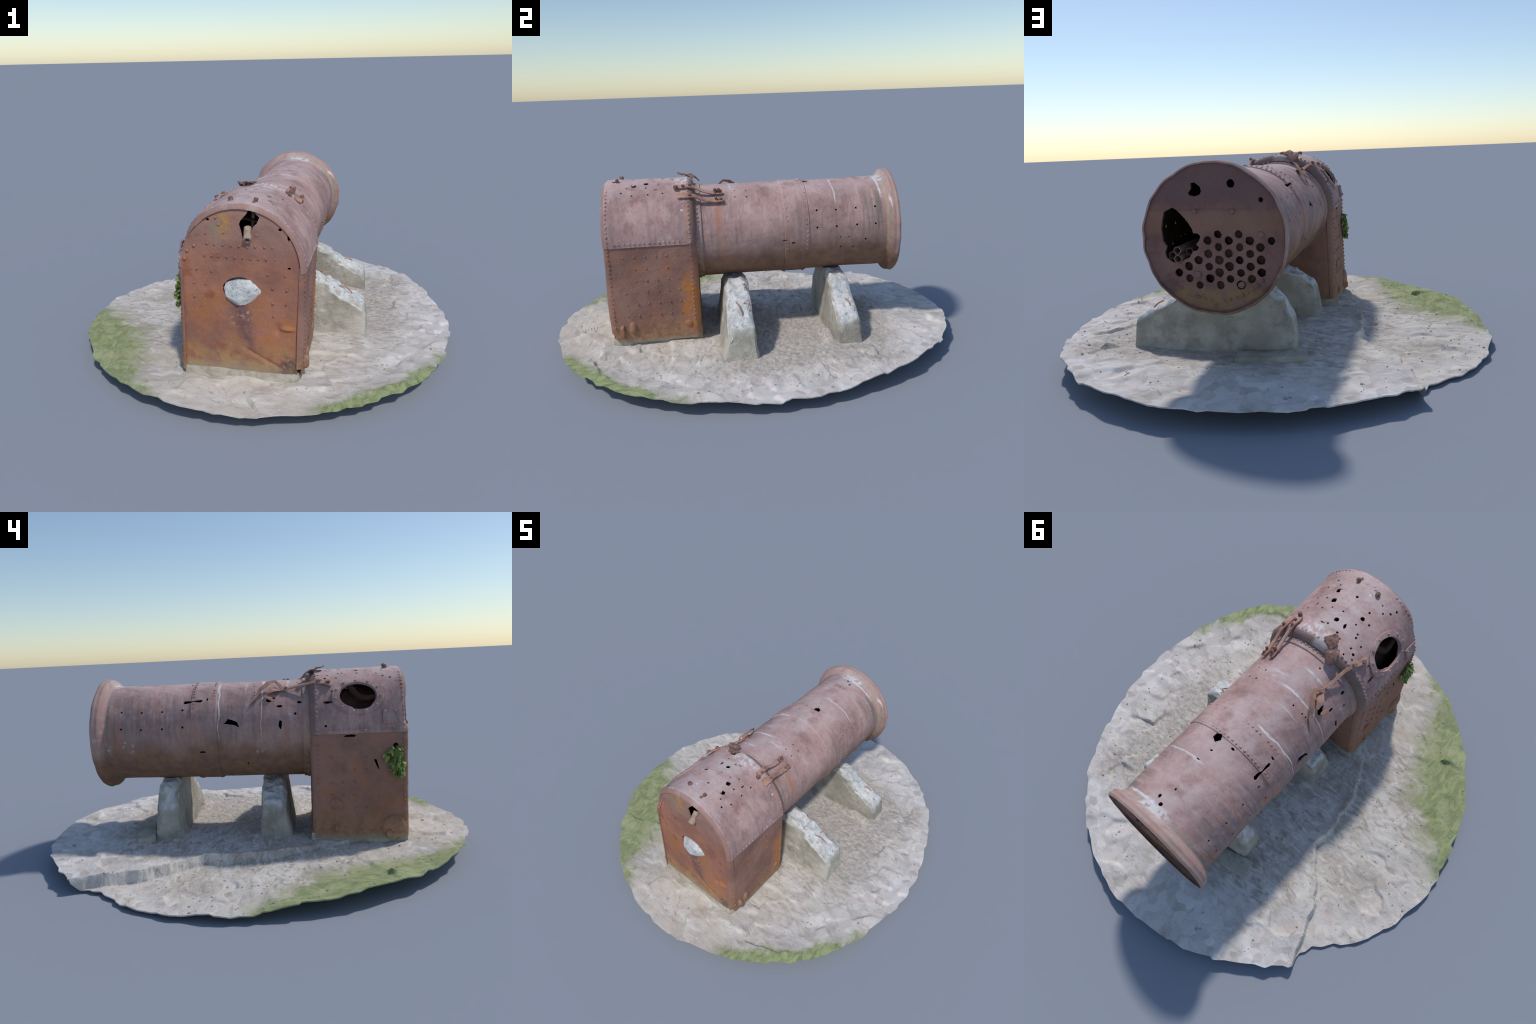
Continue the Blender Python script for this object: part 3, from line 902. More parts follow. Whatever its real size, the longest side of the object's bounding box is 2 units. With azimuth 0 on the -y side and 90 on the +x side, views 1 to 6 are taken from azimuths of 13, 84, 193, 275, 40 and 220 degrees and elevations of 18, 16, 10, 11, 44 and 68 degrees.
# the oval wash-out window, a little broken at its foot: offsets (along +y, down the curve)
WY, WA = -0.490, -55.2
win = []
for k in range(26):
    b = 2 * math.pi * k / 26
    win.append((0.079 * math.cos(b), 0.068 * math.sin(b)))
win = [(u, v * (0.84 if v > 0 and u > 0.02 else 1.0) + (0.012 if -0.05 < u < 0.0 and v > 0.04 else 0)) for u, v in win]
c0 = crown_point(WY, WA, FR)
tdn = Vector((-math.cos(math.radians(WA)), 0, math.sin(math.radians(WA))))    # down the left flank
prism(bm, [c0 + Vector((0, u, 0)) + tdn * v for u, v in win], barrel_normal(WA), 0.05, 0.06)
crown_me = cut(crown_me, bm)
crown = add_object('crown_plate', crown_me, boiler)

bm = bmesh.new()
for y, z, ring in [(-0.648, 0.492, [(-.010, -.012), (.008, -.010), (.011, .008), (0, .014), (-.010, .008)]),
                   (-0.560, 0.420, [(-.007, .014), (.004, .015), (.010, -.004), (.018, -.034), (.006, -.018)]),
                   (-0.450, 0.541, [(-.030, -.003), (.02, -.004), (.028, .002), (.01, .007), (-.02, .004)])]:
    prism(bm, [Vector((-0.230, y + u * -1, z + v)) for u, v in ring], (-1, 0, 0), 0.03, 0.04)
sideL_me = cut(sideL_me, bm)
side_left = add_object('side_plate', sideL_me, boiler)
bm = bmesh.new()
prism(bm, [Vector((0.292, y_, z_)) for y_, z_ in [(-0.73, 0.05), (-0.672, 0.05), (-0.680, 0.090), (-0.688, 0.098), (-0.690, 0.118), (-0.698, 0.124), (-0.73, 0.132)]], (1, 0, 0), 0.05, 0.05)
sideR_me = cut(sideR_me, bm)
side_right = add_object('side_plate', sideR_me, boiler)


def end_plate(name, y, facing, mats, rings=90):
    """flat plate filling the arch outline inside the rolled edge; facing -1 front, +1 back"""
    nq = 260
    q = np.linspace(0, 1, nq)
    x, z, nx, nz = outline(q)
    ed = EDGE if facing < 0 else EDGE_B
    x = x - nx * (ed - 0.003)
    z = z - nz * (ed - 0.003)
    cx, cz = 0.032, 0.42
    nb = 60
    xb = np.linspace(x[-1], x[0], nb + 2)[1:-1]
    zb = np.full(nb, GROUND)
    X = np.concatenate([x, xb]); Zz = np.concatenate([z, zb])
    n = len(X)
    rho = np.linspace(0, 1, rings + 1)[1:]
    verts = [(cx, y, cz)]
    for r in rho:
        for i in range(n):
            verts.append((cx + (X[i] - cx) * r, y, cz + (Zz[i] - cz) * r))
    V = np.array(verts)
    d = 0.0025 * fbm(V, 5.0, 41, 3) + 0.0007 * fbm(V, 36.0, 8, 2)
    if facing < 0:
        d += 0.004 * (1 - sstep(0.45, 0.95, np.concatenate([[0], np.repeat(rho, n)])))
    rr = np.concatenate([[0], np.repeat(rho, n)])
    if facing < 0:
        d -= side_dents(V[:, 0], V[:, 1], V[:, 2]) * 0.9
        # scar running down to the right, buckled foot and the eaten lower right corner
        d -= 0.006 * np.exp(-((V[:, 2] - (0.205 - 0.55 * (V[:, 0] - 0.05))) / 0.010) ** 2) * sstep(0.02, 0.08, V[:, 0]) * (1 - sstep(0.2, 0.24, V[:, 0]))
        d -= 0.012 * sstep(0.19, 0.225, V[:, 0]) * (1 - sstep(0.13, 0.165, V[:, 2])) * (0.6 + 0.8 * vnoise(V, 60, 3))
        d -= 0.001 * (1 - sstep(0.10, 0.45, V[:, 2]))
        d += 0.010 * np.exp(-(((V[:, 0] - 0.237) / 0.03) ** 2 + ((V[:, 2] - 0.306) / 0.008) ** 2))
        d -= 0.010 * np.exp(-(((V[:, 0] - 0.195) / 0.014) ** 2 + ((V[:, 2] - 0.300) / 0.024) ** 2))
        d += 0.006 * np.exp(-(((V[:, 0] + 0.075) / 0.018) ** 2 + ((V[:, 2] - 0.46) / 0.045) ** 2))
        # torn lip under the pipe
        d += 0.006 * np.exp(-(((V[:, 0] - 0.11) / 0.03) ** 2 + ((V[:, 2] - 0.735) / 0.03) ** 2))
    edge = sstep(0.93, 1.0, rr)
    d = d * (1 - 0.7 * edge) - 0.0035 * edge
    V[:, 1] += facing * d
    B = V.copy()
    B[:, 1] -= facing * 0.007
    off = len(V)
    faces, mi = [], []
    for i in range(n):
        i2 = (i + 1) % n
        faces.append((0, 1 + i, 1 + i2)); mi.append(0)
        faces.append((off, off + 1 + i2, off + 1 + i)); mi.append(1)
        for k in range(rings - 1):
            a, b = 1 + k * n + i, 1 + k * n + i2
            faces.append((a, a + n, b + n, b)); mi.append(0)
            faces.append((off + a, off + b, off + b + n, off + a + n)); mi.append(1)
        a, b = 1 + (rings - 1) * n + i, 1 + (rings - 1) * n + i2
        faces.append((a, off + a, off + b, b)); mi.append(0)
    me = make_mesh(name, np.concatenate([V, B]), faces, mats, mi)
    recalc(me)
    finish_shading(me)
    return me


def on_front(x, z):
    """sighted on a plane 22 mm behind the plate: carry forward to it"""
    return x + 0.0101 * (0.613 - x), z + 0.0101 * (1.365 - z)


front_me = end_plate('front_plate', FY0 + 0.0005, -1, [M_FRONT, M_SOOT])
bm = bmesh.new()
door = [(0.042 + 0.076 * math.cos(b) * (1 + 0.03 * math.sin(3 * b)), 0.467 + 0.059 * math.sin(b)) for b in np.linspace(0, 2 * math.pi, 33)[:-1]]
prism(bm, [(x, FY0, z) for x, z in door], (0, -1, 0), 0.04, 0.04)
tear = [(.080, .813), (.102, .813), (.104, .785), (.120, .773), (.110, .749), (.094, .733), (.087, .711), (.080, .685), (.063, .671),
        (.049, .683), (.042, .715), (.035, .740), (.041, .756), (.058, .775), (.067, .785)]
tear = [on_front(*p) for p in tear]
prism(bm, [(x, FY0, z) for x, z in tear], (0, -1, 0), 0.05, 0.03)
for x, z, r in [(-.096, .756, .0075), (.202, .724, .0075), (.239, .564, .0065)]:
    x, z = on_front(x, z)
    prism(bm, [(x + u, FY0, z + v) for u, v in blob_ring(10, r, r * 0.8, 0.15, r0)], (0, -1, 0), 0.04, 0.03)
prism(bm, [(on_front(x, z)[0], FY0, on_front(x, z)[1]) for x, z in [(.231, .700), (.239, .700), (.243, .690), (.238, .676), (.232, .684)]], (0, -1, 0), 0.04, 0.03)
front_me = cut(front_me, bm)
front = add_object('front_plate', front_me, boiler)
back_me = end_plate('back_plate', FY1 - 0.0005, 1, [M_SIDE, M_SOOT], 40)
back = add_object('back_plate', back_me, boiler)

# ---- window ring with its rivets -----------------------------------------
nb = 96
prof = [(1.0, -0.004), (1.0, 0.0065), (0.985, 0.0085), (0.80, 0.0095), (0.745, 0.0095), (0.735, 0.004), (0.735, -0.004)]
verts, faces = [], []
for k in range(nb):
    b = 2 * math.pi * k / nb
    wob = 1 + 0.012 * math.sin(3 * b + 1) + 0.008 * math.sin(7 * b)
    for m, h in prof:
        mm = m if m > 0.78 else m * (1 - 0.03 * math.sin(2 * b + 0.5))
        u, v = 0.114 * math.cos(b) * mm * wob, 0.088 * math.sin(b) * mm * wob
        a = WA - math.degrees(v / FR)
        h2 = h - (0.004 * math.exp(-((b - 5.6) / 0.25) ** 2) if h > 0 else 0)
        verts.append(crown_point(WY + u, a, FR + 0.004 + h2))
np_ = len(prof)
for k in range(nb):
    k2 = (k + 1) % nb
    for j in range(np_):
        j2 = (j + 1) % np_
        faces.append((k * np_ + j, k2 * np_ + j, k2 * np_ + j2, k * np_ + j2))
me = make_mesh('window_ring', verts, faces, [M_CROWN])
recalc(me); finish_shading(me, 35)
add_object('window_ring', me, boiler)

# ---- riveted patch plate beside the window ---------------------------------
verts, faces = [], []
nu, nv = 8, 8
for lay in (0.0085, 0.001):
    for i in range(nu):
        for j in range(nv):
            yv = -0.593 - 0.062 * i / (nu - 1)
            av = -70.5 - 13.0 * j / (nv - 1)
            verts.append(crown_point(yv, av, FR + 0.0042 + lay * (1 - 0.15 * ((i + j) % 2))))
for i in range(nu - 1):
    for j in range(nv - 1):
        a = i * nv + j
        faces.append((a, a + nv, a + nv + 1, a + 1))
        b = a + nu * nv
        faces.append((b, b + 1, b + nv + 1, b + nv))
per = [i * nv for i in range(nu)] + [(nu - 1) * nv + j for j in range(1, nv)] + [i * nv + nv - 1 for i in range(nu - 2, -1, -1)] + list(range(nv - 2, 0, -1))
for k in range(len(per)):
    a, b = per[k], per[(k + 1) % len(per)]
    faces.append((a, b, b + nu * nv, a + nu * nv))
me = make_mesh('patch_plate', verts, faces, [M_CROWN])
recalc(me); finish_shading(me, 30)
add_object('patch_plate', me, boiler)

# ---- rivets ----------------------------------------------------------------


def rivet_mesh(name, mat, r=0.0058, h=0.0046, seg=12):
    verts, faces = [], []
    prof = [(1.0, -0.3), (0.98, 0.08), (0.85, 0.52), (0.58, 0.86), (0.25, 0.98)]
    for m, hh in prof:
        for k in range(seg):
            b = 2 * math.pi * k / seg
            verts.append((r * m * math.cos(b), r * m * math.sin(b), h * hh))
    verts.append((0, 0, h))
    for i in range(len(prof) - 1):
        for k in range(seg):
            a, b = i * seg + k, i * seg + (k + 1) % seg
            faces.append((a, b, b + seg, a + seg))
    t = len(verts) - 1
    e = (len(prof) - 1) * seg
    for k in range(seg):
        faces.append((e + k, e + (k + 1) % seg, t))
    faces.append(tuple(range(seg))[::-1])
    return make_mesh(name, verts, faces, [mat], None, None)


RIV = {m.name: rivet_mesh('rivet_' + m.name, m) for m in (M_CROWN, M_SIDE, M_FRONT, M_BARREL, M_SHEET)}
Zup = Vector((0, 0, 1))
rr = random.Random(5)


def rivet_matrix(p, nrm, s=1.0, flat=1.0):
    q = Vector(nrm).to_track_quat('Z', 'Y')
    j = Vector((rr.uniform(-1, 1), rr.uniform(-1, 1), rr.uniform(-1, 1))) * 0.0009
    sc = s * rr.uniform(0.86, 1.12)
    return Matrix.Translation(Vector(p) + j) @ q.to_matrix().to_4x4() @ Matrix.Diagonal((sc, sc, sc * flat * rr.uniform(0.8, 1.1), 1))


def rivet(p, nrm, mat, parent, s=1.0, flat=1.0):
    ob = bpy.data.objects.new('rivet', RIV[mat.name])
    COL.objects.link(ob)
    ob.parent = parent
    ob.matrix_parent_inverse = parent_world(parent).inverted()
    ob.matrix_basis = rivet_matrix(p, nrm, s, flat)


def rivet_row(mats, mat, parent):
    """many small rivets of one row in a single mesh"""
    src = RIV[mat.name]
    vs = np.array([v.co[:] for v in src.vertices])
    fs = [tuple(p.vertices) for p in src.polygons]
    verts, faces = [], []
    for m in mats:
        o = len(verts)
        for v in vs:
            verts.append(m @ Vector(v))
        faces += [tuple(o + i for i in f) for f in fs]
    ob = add_object('rivet_row', make_mesh('rivet_row', verts, faces, [mat], None, None), parent)
    ob['kind'] = 'stuff'


def surf_dent(p):
    return float(side_dents(np.array([p[0]]), np.array([p[1]]), np.array([p[2]]))[0])


back_row = []
for yrow in (FY0 + 0.0200, FY1 - 0.030):
    for q in np.arange(0.045, 0.985, 0.0212 / LT):
        x, z, nx, nz = (float(v[0]) for v in outline([q]))
        up = z > SEAM - 0.004 or abs(nx) < 0.99
        lift = 0.004 if up else 0.0
        p = Vector((x + nx * lift, yrow, z + nz * lift))
        nrm = Vector((nx, 0, nz))
        p = p - nrm * (surf_dent(p) - float(swell(x, yrow, z)))
        if rr.random() < 0.04:
            continue
        mat = M_CROWN if up else M_SIDE
        if yrow < -0.5:
            if -0.06 < x < 0.18 and z > 0.80 and rr.random() < 0.4:
                continue
            rivet(p, nrm, mat, crown if up else (side_right if x > 0 else side_left), 1.0)
        else:
            back_row.append((rivet_matrix(p, nrm), mat))
for mat in (M_CROWN, M_SIDE):
    rivet_row([m for m, k in back_row if k is mat], mat, boiler)
# seam rows just above the lap
for sgn, x in ((1, 0.3082), (-1, -0.2305)):
    for y in np.arange(FY0 + 0.052, FY1 - 0.05, 0.0228):
        rivet((x, y, SEAM + 0.014), (sgn, 0, 0.05), M_CROWN, crown, 0.95)
# stay bolts, six rows of six on each side
for sgn in (1, -1):
    for z in (0.503, 0.446, 0.389, 0.333, 0.275, 0.216):
        for k in range(6):
            if sgn < 0 and rr.random() < 0.18:
                continue
            y = -0.619 + 0.0502 * k
            x = float(side_x(np.array([z]), sgn))
            x += float(swell(x, y, z))
            rivet((x - sgn * 0.0005, y, z), (sgn, 0, 0), M_SIDE, side_right if sgn > 0 else side_left, 0.92, 0.85)
# front plate
fp = [(-.102, .657), (-.069, .653), (-.034, .653), (0, .652), (.034, .650), (.068, .649), (.101, .650), (.139, .650), (.172, .649),
      (-.114, .604), (-.084, .603), (-.052, .602), (-.018, .602), (.015, .601), (.049, .601), (.080, .599), (.114, .599), (.147, .599), (.181, .598),
      (-.060, .766), (-.049, .737), (-.031, .705), (-.104, .700), (-.150, .543), (-.086, .537), (-.166, .480), (-.112, .479), (.152, .535),
      (.222, .532), (.171, .476), (.230, .471), (.172, .410), (.122, .732), (.106, .700), (.174, .352), (.226, .41), (-.165, .42)]
for x, z in fp:
    x, z = on_front(x, z)
    p = Vector((x, FY0, z))
    bul = 0.004 * float(1 - sstep(0.45, 0.95, np.array([math.hypot((x - .032) / .27, (z - .42) / .36)]))[0])
    rivet((x, FY0 + surf_dent(p) * 0.9 - bul, z), (0, -1, 0), M_FRONT, front, 0.95)
for x, z in [(-.161, .641), (-.193, .617), (-.205, .583)]:
    x, z = on_front(x, z)
    rivet((x, FY0 + surf_dent((x, FY0, z)) * 0.9 - 0.001, z), (-0.3, -1, 0), M_FRONT, front, 1.5)
# ring of the window, corners of the patch
for k in range(11):
    b = 2 * math.pi * k / 11 + 0.2
    u, v = 0.099 * math.cos(b), 0.0765 * math.sin(b)
    a = WA - math.degrees(v / FR)
    rivet(crown_point(WY + u, a, FR + 0.0125), barrel_normal(a), M_CROWN, crown, 1.2)
for y, a in [(-.602, -72.5), (-.647, -72.5), (-.602, -81.5), (-.647, -81.5)]:
    rivet(crown_point(y, a, FR + 0.012), barrel_normal(a), M_CROWN, crown, 1.2)
# barrel rings
for yr, lift, parts in ((0.2545, 0.0045, 1), (0.160, 0.0045, 1), (-0.266, 0.0085, 1)):
    ms = []
    for k in range(70):
        a = k * 360 / 70
        if rr.random() < 0.06 or (yr == 0.160 and -5 < ((a + 180) % 360 - 180) < 96 and rr.random() < 0.8):
            continue
        ms.append(rivet_matrix(barrel_point(yr, a, BR + lift), barrel_normal(a), 0.9, 0.9))
    rivet_row(ms, M_BARREL, barrel)

# ---- bosses, bolts and lugs --------------------------------------------------


def nut(p, nrm, r, h, parent, seg=6, name='bolt', mat=None):
    verts, faces = [], []
    prof = [(1.0, -0.4), (1.0, 0.75), (0.78, 1.0)]
    for m, hh in prof:
        for k in range(seg):
            b = 2 * math.pi * k / seg
            j = 1 + rr.uniform(-0.12, 0.12)
            verts.append((r * m * j * math.cos(b), r * m * j * math.sin(b), h * hh))
    for i in range(2):
        for k in range(seg):
            a, b = i * seg + k, i * seg + (k + 1) % seg
            faces.append((a, b, b + seg, a + seg))
    faces.append(tuple(range(seg))[::-1])
    faces.append(tuple(2 * seg + k for k in range(seg)))
    me = make_mesh(name, verts, faces, [mat or M_BOLT], None, 25)
    ob = add_object(name, me, parent)
    ob.matrix_basis = Matrix.Translation(Vector(p)) @ Vector(nrm).to_track_quat('Z', 'Y').to_matrix().to_4x4()
    return ob


# worn studs on the crown by the front edge
for y, a, r, h in [(-.637, 12.0, .0095, .019), (-.628, -10.5, .0110, .017)]:
    nut(crown_point(y, a, FR + .003), barrel_normal(a + 6), r, h, crown, 7, 'stud')
for y, a in [(-.648, 4), (-.655, -3), (-.645, -6)]:
    nut(crown_point(y, a, FR + .003), barrel_normal(a), .006, .005, crown, 5, 'stud', M_CROWN)
# lugs at the foot of the sunny side
for y, z, ry, rz, h in [(-0.652, 0.140, 0.010, 0.032, 0.020), (-0.602, 0.157, 0.018, 0.030, 0.010), (-0.337, 0.157, 0.016, 0.016, 0.006)]:
    verts, faces = [], []
    seg = 14
    for m, hh in [(1.15, -0.3), (1.0, 0.55), (0.72, 1.0)]:
        for k in range(seg):
            b = 2 * math.pi * k / seg
            j = 1 + rr.uniform(-0.10, 0.10)
            verts.append((0.292 + float(swell(0.3, y, z)) + h * hh, y + ry * m * j * math.cos(b), z + rz * m * j * math.sin(b)))
    for i in range(2):
        for k in range(seg):
            a, b = i * seg + k, i * seg + (k + 1) % seg
            faces.append((a, b, b + seg, a + seg))
    faces.append(tuple(2 * seg + k for k in range(seg)))
    faces.append(tuple(range(seg))[::-1])
    me = make_mesh('lug', verts, faces, [M_SIDE], None, 40)
    recalc(me); finish_shading(me, 40)
    add_object('lug', me, side_right)
for y, z, ry, rz, h in [(-0.383, 0.238, 0.022, 0.022, 0.007), (-0.382, 0.125, 0.010, 0.020, 0.011), (-0.640, 0.125, 0.052, 0.055, 0.016), (-0.615, 0.10, 0.016, 0.022, 0.026)]:
    verts, faces = [], []
    seg = 16
    for m, hh in [(1.2, -0.3), (1.0, 0.45), (0.6, 1.0)]:
        for k in range(seg):
            b = 2 * math.pi * k / seg
            j = 1 + rr.uniform(-0.12, 0.12)
            verts.append((-0.233 - h * hh, y + ry * m * j * math.cos(b), z + rz * m * j * math.sin(b)))
    for i in range(2):
        for k in range(seg):
            a, b = i * seg + k, i * seg + (k + 1) % seg
            faces.append((a, b, b + seg, a + seg))
    faces.append(tuple(2 * seg + k for k in range(seg)))
    faces.append(tuple(range(seg))[::-1])
    me = make_mesh('lug', verts, faces, [M_SIDE], None, 40)
    recalc(me); finish_shading(me, 40)
    add_object('lug', me, side_left)


# ---- straps from crown to barrel ----------------------------------------------
def strap(path, normals, widths, thick=0.009, name='strap', mat=None, parent=boiler):
    v, f = sweep(path, normals, widths, thick, straight=True, sub=4)
    me = make_mesh(name, v, f, [mat or M_STRAP], None, 30)
    recalc(me)
    ob = add_object(name, me, parent)
    b = ob.modifiers.new('edge', 'BEVEL')
    b.width = 0.0018
    b.segments = 1
    finish_shading(me, 40)
    return ob


nR = Vector((0.55, 0, 0.84))
s1 = strap([(.178, -.350, .802), (.180, -.305, .806), (.178, -.275, .800), (.176, -.225, .775), (.170, -.185, .765), (.168, -.140, .765)],
           [nR, nR, nR, nR, nR, nR], [.024, .024, .018, .017, .023, .023], 0.009)
s2 = strap([(.222, -.352, .768), (.222, -.310, .768), (.222, -.275, .764), (.217, -.225, .742), (.213, -.180, .734), (.211, -.138, .736)],
           [nR, nR, nR, nR, nR, nR], [.034, .034, .020, .019, .024, .024], 0.009)
for p, r, h in [((.190, -.358, .800), .010, .014), ((.186, -.325, .806), .007, .010), ((.178, -.292, .808), .007, .012),
                ((.226, -.296, .768), .0075, .013), ((.172, -.172, .768), .008, .020), ((.170, -.155, .770), .009, .018), ((.168, -.146, .768), .007, .010),
                ((.214, -.170, .740), .0065, .015), ((.212, -.150, .740), .007, .009)]:
    nut(p, (0.45 + rr.uniform(-.2, .2), rr.uniform(-.2, .2), 0.9), r, h, boiler)

nL = Vector((-0.50, 0, 0.86))
strap([(-.150, -.380, .766), (-.140, -.350, .776), (-.122, -.305, .778), (-.112, -.275, .772), (-.104, -.220, .762), (-.098, -.165, .752), (-.096, -.150, .748)],
      [nL, nL, nL, nL, nL, nL, nL], [.028, .024, .018, .015, .014, .022, .020], 0.008)
for p, r, h in [((-.146, -.362, .774), .010, .012), ((-.128, -.318, .780), .010, .012), ((-.100, -.172, .754), .007, .009)]:
    nut(p, (-0.45, rr.uniform(-.2, .2), 0.9), r, h, boiler)
# twisted strip standing proud of the barrel
strap([(-.076, -.128, .790), (-.092, -.092, .782), (-.112, -.060, .758), (-.134, -.030, .720), (-.152, -.007, .692)],
      [(-.5, .1, .85), (-.65, .2, .7), (-.75, .4, .5), (-.75, .5, .4), (-.75, .5, .4)], [.018, .026, .024, .016, .006], 0.0035, 'bent_strip')
strap([(-.094, -.158, .752), (-.086, -.140, .772), (-.078, -.124, .788)], [(-.4, .1, .9)] * 3, [.022, .016, .014], 0.004, 'torn_shred')
# curled shreds of plate over the junction
strap([(-.088, -.150, .748), (-.100, -.130, .752), (-.118, -.110, .750), (-.125, -.080, .738)],
      [(-.2, .2, .9), (-.5, .2, .8), (-.6, .3, .7), (-.6, .3, .7)], [.030, .040, .034, .012], 0.004, 'torn_shred')
strap([(.004, -.300, .829), (-.006, -.318, .838), (-.006, -.340, .842), (-.004, -.352, .848)],
      [(0, .7, .7), (0, .5, .8), (0, .4, .9), (0, 1, .2)], [.060, .056, .040, .012], 0.005, 'torn_shred', M_BOLT)
strap([(-.030, -.300, .822), (-.040, -.278, .828), (-.046, -.258, .812), (-.048, -.245, .796)],
      [(-.1, .6, .8), (-.1, .7, .7), (-.1, .9, .4), (-.1, 1, .1)], [.052, .058, .046, .020], 0.005, 'torn_shred', M_BOLT)
strap([(-.16, -.120, .700), (-.150, -.098, .716), (-.146, -.080, .722)], [(-.6, 0, .7)] * 3, [.012, .020, .010], 0.004, 'torn_shred')

# ---- pipe stub in the front tear and pipes inside --------------------------------
v, f = tube([(.079, -.728, .690), (.077, -.710, .700), (.073, -.690, .712), (.069, -.672, .724)], 0.0165, 18, 0.0095)
me = make_mesh('pipe_stub', v, f, [M_PIPE], None, 35)
recalc(me); finish_shading(me, 35)
add_object('pipe_stub', me, boiler)
v, f = tube([(.092, -.655, .830), (.088, -.650, .77), (.080, -.640, .66)], 0.008, 10)
add_object('stay_rod', make_mesh('stay_rod', v, f, [M_BOLT]), boiler)
v, f = tube([(-.09, -.455, .772), (-.125, -.465, .745), (-.158, -.500, .706), (-.158, -.545, .700), (-.150, -.585, .708)], 0.014, 16, 0.010)
add_object('inner_pipe', make_mesh('inner_pipe', v, f, [M_SOOT]), boiler)

# ---- tube sheet ---------------------------------------------------------------------
TS = 0.691


def sheet_y(x, z):
    return TS + 0.002 + 0.060 * max(0.0, z - 0.56) - 0.010 * (x - 0.05)


nr, ns = 90, 220
cx, cz = BX + BDX * 0.71, BZ + BDZ * 0.71
verts = [(cx, 0, cz)]
for i in range(1, nr + 1):
    for k in range(ns):
        b = 2 * math.pi * k / ns
        r = 0.2570 * i / nr
        verts.append((cx + r * math.sin(b), 0, cz + r * math.cos(b)))
V = np.array(verts)
V[:, 1] = np.array([sheet_y(a_, c_) for a_, c_ in zip(V[:, 0], V[:, 2])]) + 0.0012 * fbm(V, 12, 3, 3)
rad = np.hypot(V[:, 0] - cx, V[:, 2] - cz)
V[:, 1] += 0.010 * sstep(0.226, 0.253, rad) * (0.4 + 0.6 * (V[:, 2] < cz))
V[:, 1] -= 0.006 * sstep(0.655, 0.662, V[:, 2])         # smokebox lap: upper sheet sits behind
B = V.copy(); B[:, 1] -= 0.010
off = len(V)
faces, mi = [], []
for k in range(ns):
    k2 = (k + 1) % ns
    faces.append((0, 1 + k, 1 + k2)); mi.append(0)
    faces.append((off, off + 1 + k2, off + 1 + k)); mi.append(1)
    for i in range(nr - 1):
        a, b = 1 + i * ns + k, 1 + i * ns + k2
        faces.append((a, a + ns, b + ns, b)); mi.append(0)
        faces.append((off + a, off + b, off + b + ns, off + a + ns)); mi.append(1)
    a, b = 1 + (nr - 1) * ns + k, 1 + (nr - 1) * ns + k2
    faces.append((a, off + a, off + b, b)); mi.append(0)
sheet_me = make_mesh('tube_sheet', np.concatenate([V, B]), faces, [M_SHEET, M_SOOT], mi)
recalc(sheet_me); finish_shading(sheet_me)

# tube holes: staggered lattice, columns 37.7 mm apart, rows 45 mm, some plugged
COLX, ROWZ = 0.0377, 0.0445
plugged = {(-3, 0.5), (3, -3.0), (-1, -3.5)}
holes = []
for c in range(-4, 6):
    for k in range(-9, 4):
        zz = 0.527 + ROWZ * 0.5 * k
        if (c + k) % 2 == 0:
            continue
        xx = 0.0035 + COLX * c
        holes.append((xx, zz))
keep = []
for xx, zz in holes:
    if math.hypot(xx - cx, zz - cz) > 0.207 or zz > 0.575:
        continue
    if xx > 0.100 and zz > 0.500:            # lost in the ragged opening
        continue
    if xx > 0.14 and zz > 0.470:
        continue
    if zz < 0.385:
        continue
    if xx > 0.17 and zz < 0.43 or xx < -0.14 and zz < 0.49 or xx < -0.10 and zz < 0.43:
        continue
    if xx < -0.10 and zz > 0.565 or abs(xx - 0.116) < .01 and abs(zz - .438) < .012:
        continue
    keep.append((xx, zz))
bm = bmesh.new()
tube_pts = []
for xx, zz in keep:
    r = 0.0155 * r0.uniform(0.90, 1.08)
    x2, z2 = xx + r0.uniform(-.0012, .0012), zz + r0.uniform(-.0012, .0012)
    prism(bm, [(x2 + u, sheet_y(x2, z2), z2 + v) for u, v in blob_ring(14, r, r, 0.09, r0)], (0, 1, 0), 0.02, 0.03)
    tube_pts.append((x2, z2))
rag = [(.203, .668), (.180, .655), (.151, .623), (.133, .592), (.130, .577), (.112, .575), (.104, .566), (.110, .551), (.122, .538), (.112, .527), (.120, .516),
       (.135, .513), (.148, .492), (.173, .481), (.186, .470), (.214, .475), (.237, .492), (.240, .508), (.232, .531), (.246, .550), (.249, .592), (.242, .622), (.233, .652)]
prism(bm, [(x, sheet_y(x, z), z) for x, z in rag], (0, 1, 0), 0.02, 0.03)
for x, z, r in [(-.016, .745, .0145), (-.118, .688, .0085)]:
    prism(bm, [(x + u, sheet_y(x, z), z + v) for u, v in blob_ring(16, r, r, 0.04, r0)], (0, 1, 0), 0.02, 0.03)
prism(bm, [(x, sheet_y(x, z), z) for x, z in [(.127, .750), (.112, .752), (.094, .738), (.090, .722), (.096, .710), (.118, .704), (.134, .708), (.140, .716), (.128, .730)]], (0, 1, 0), 0.02, 0.03)
sheet_me = cut(sheet_me, bm)
sheet = add_object('tube_sheet', sheet_me, boiler)
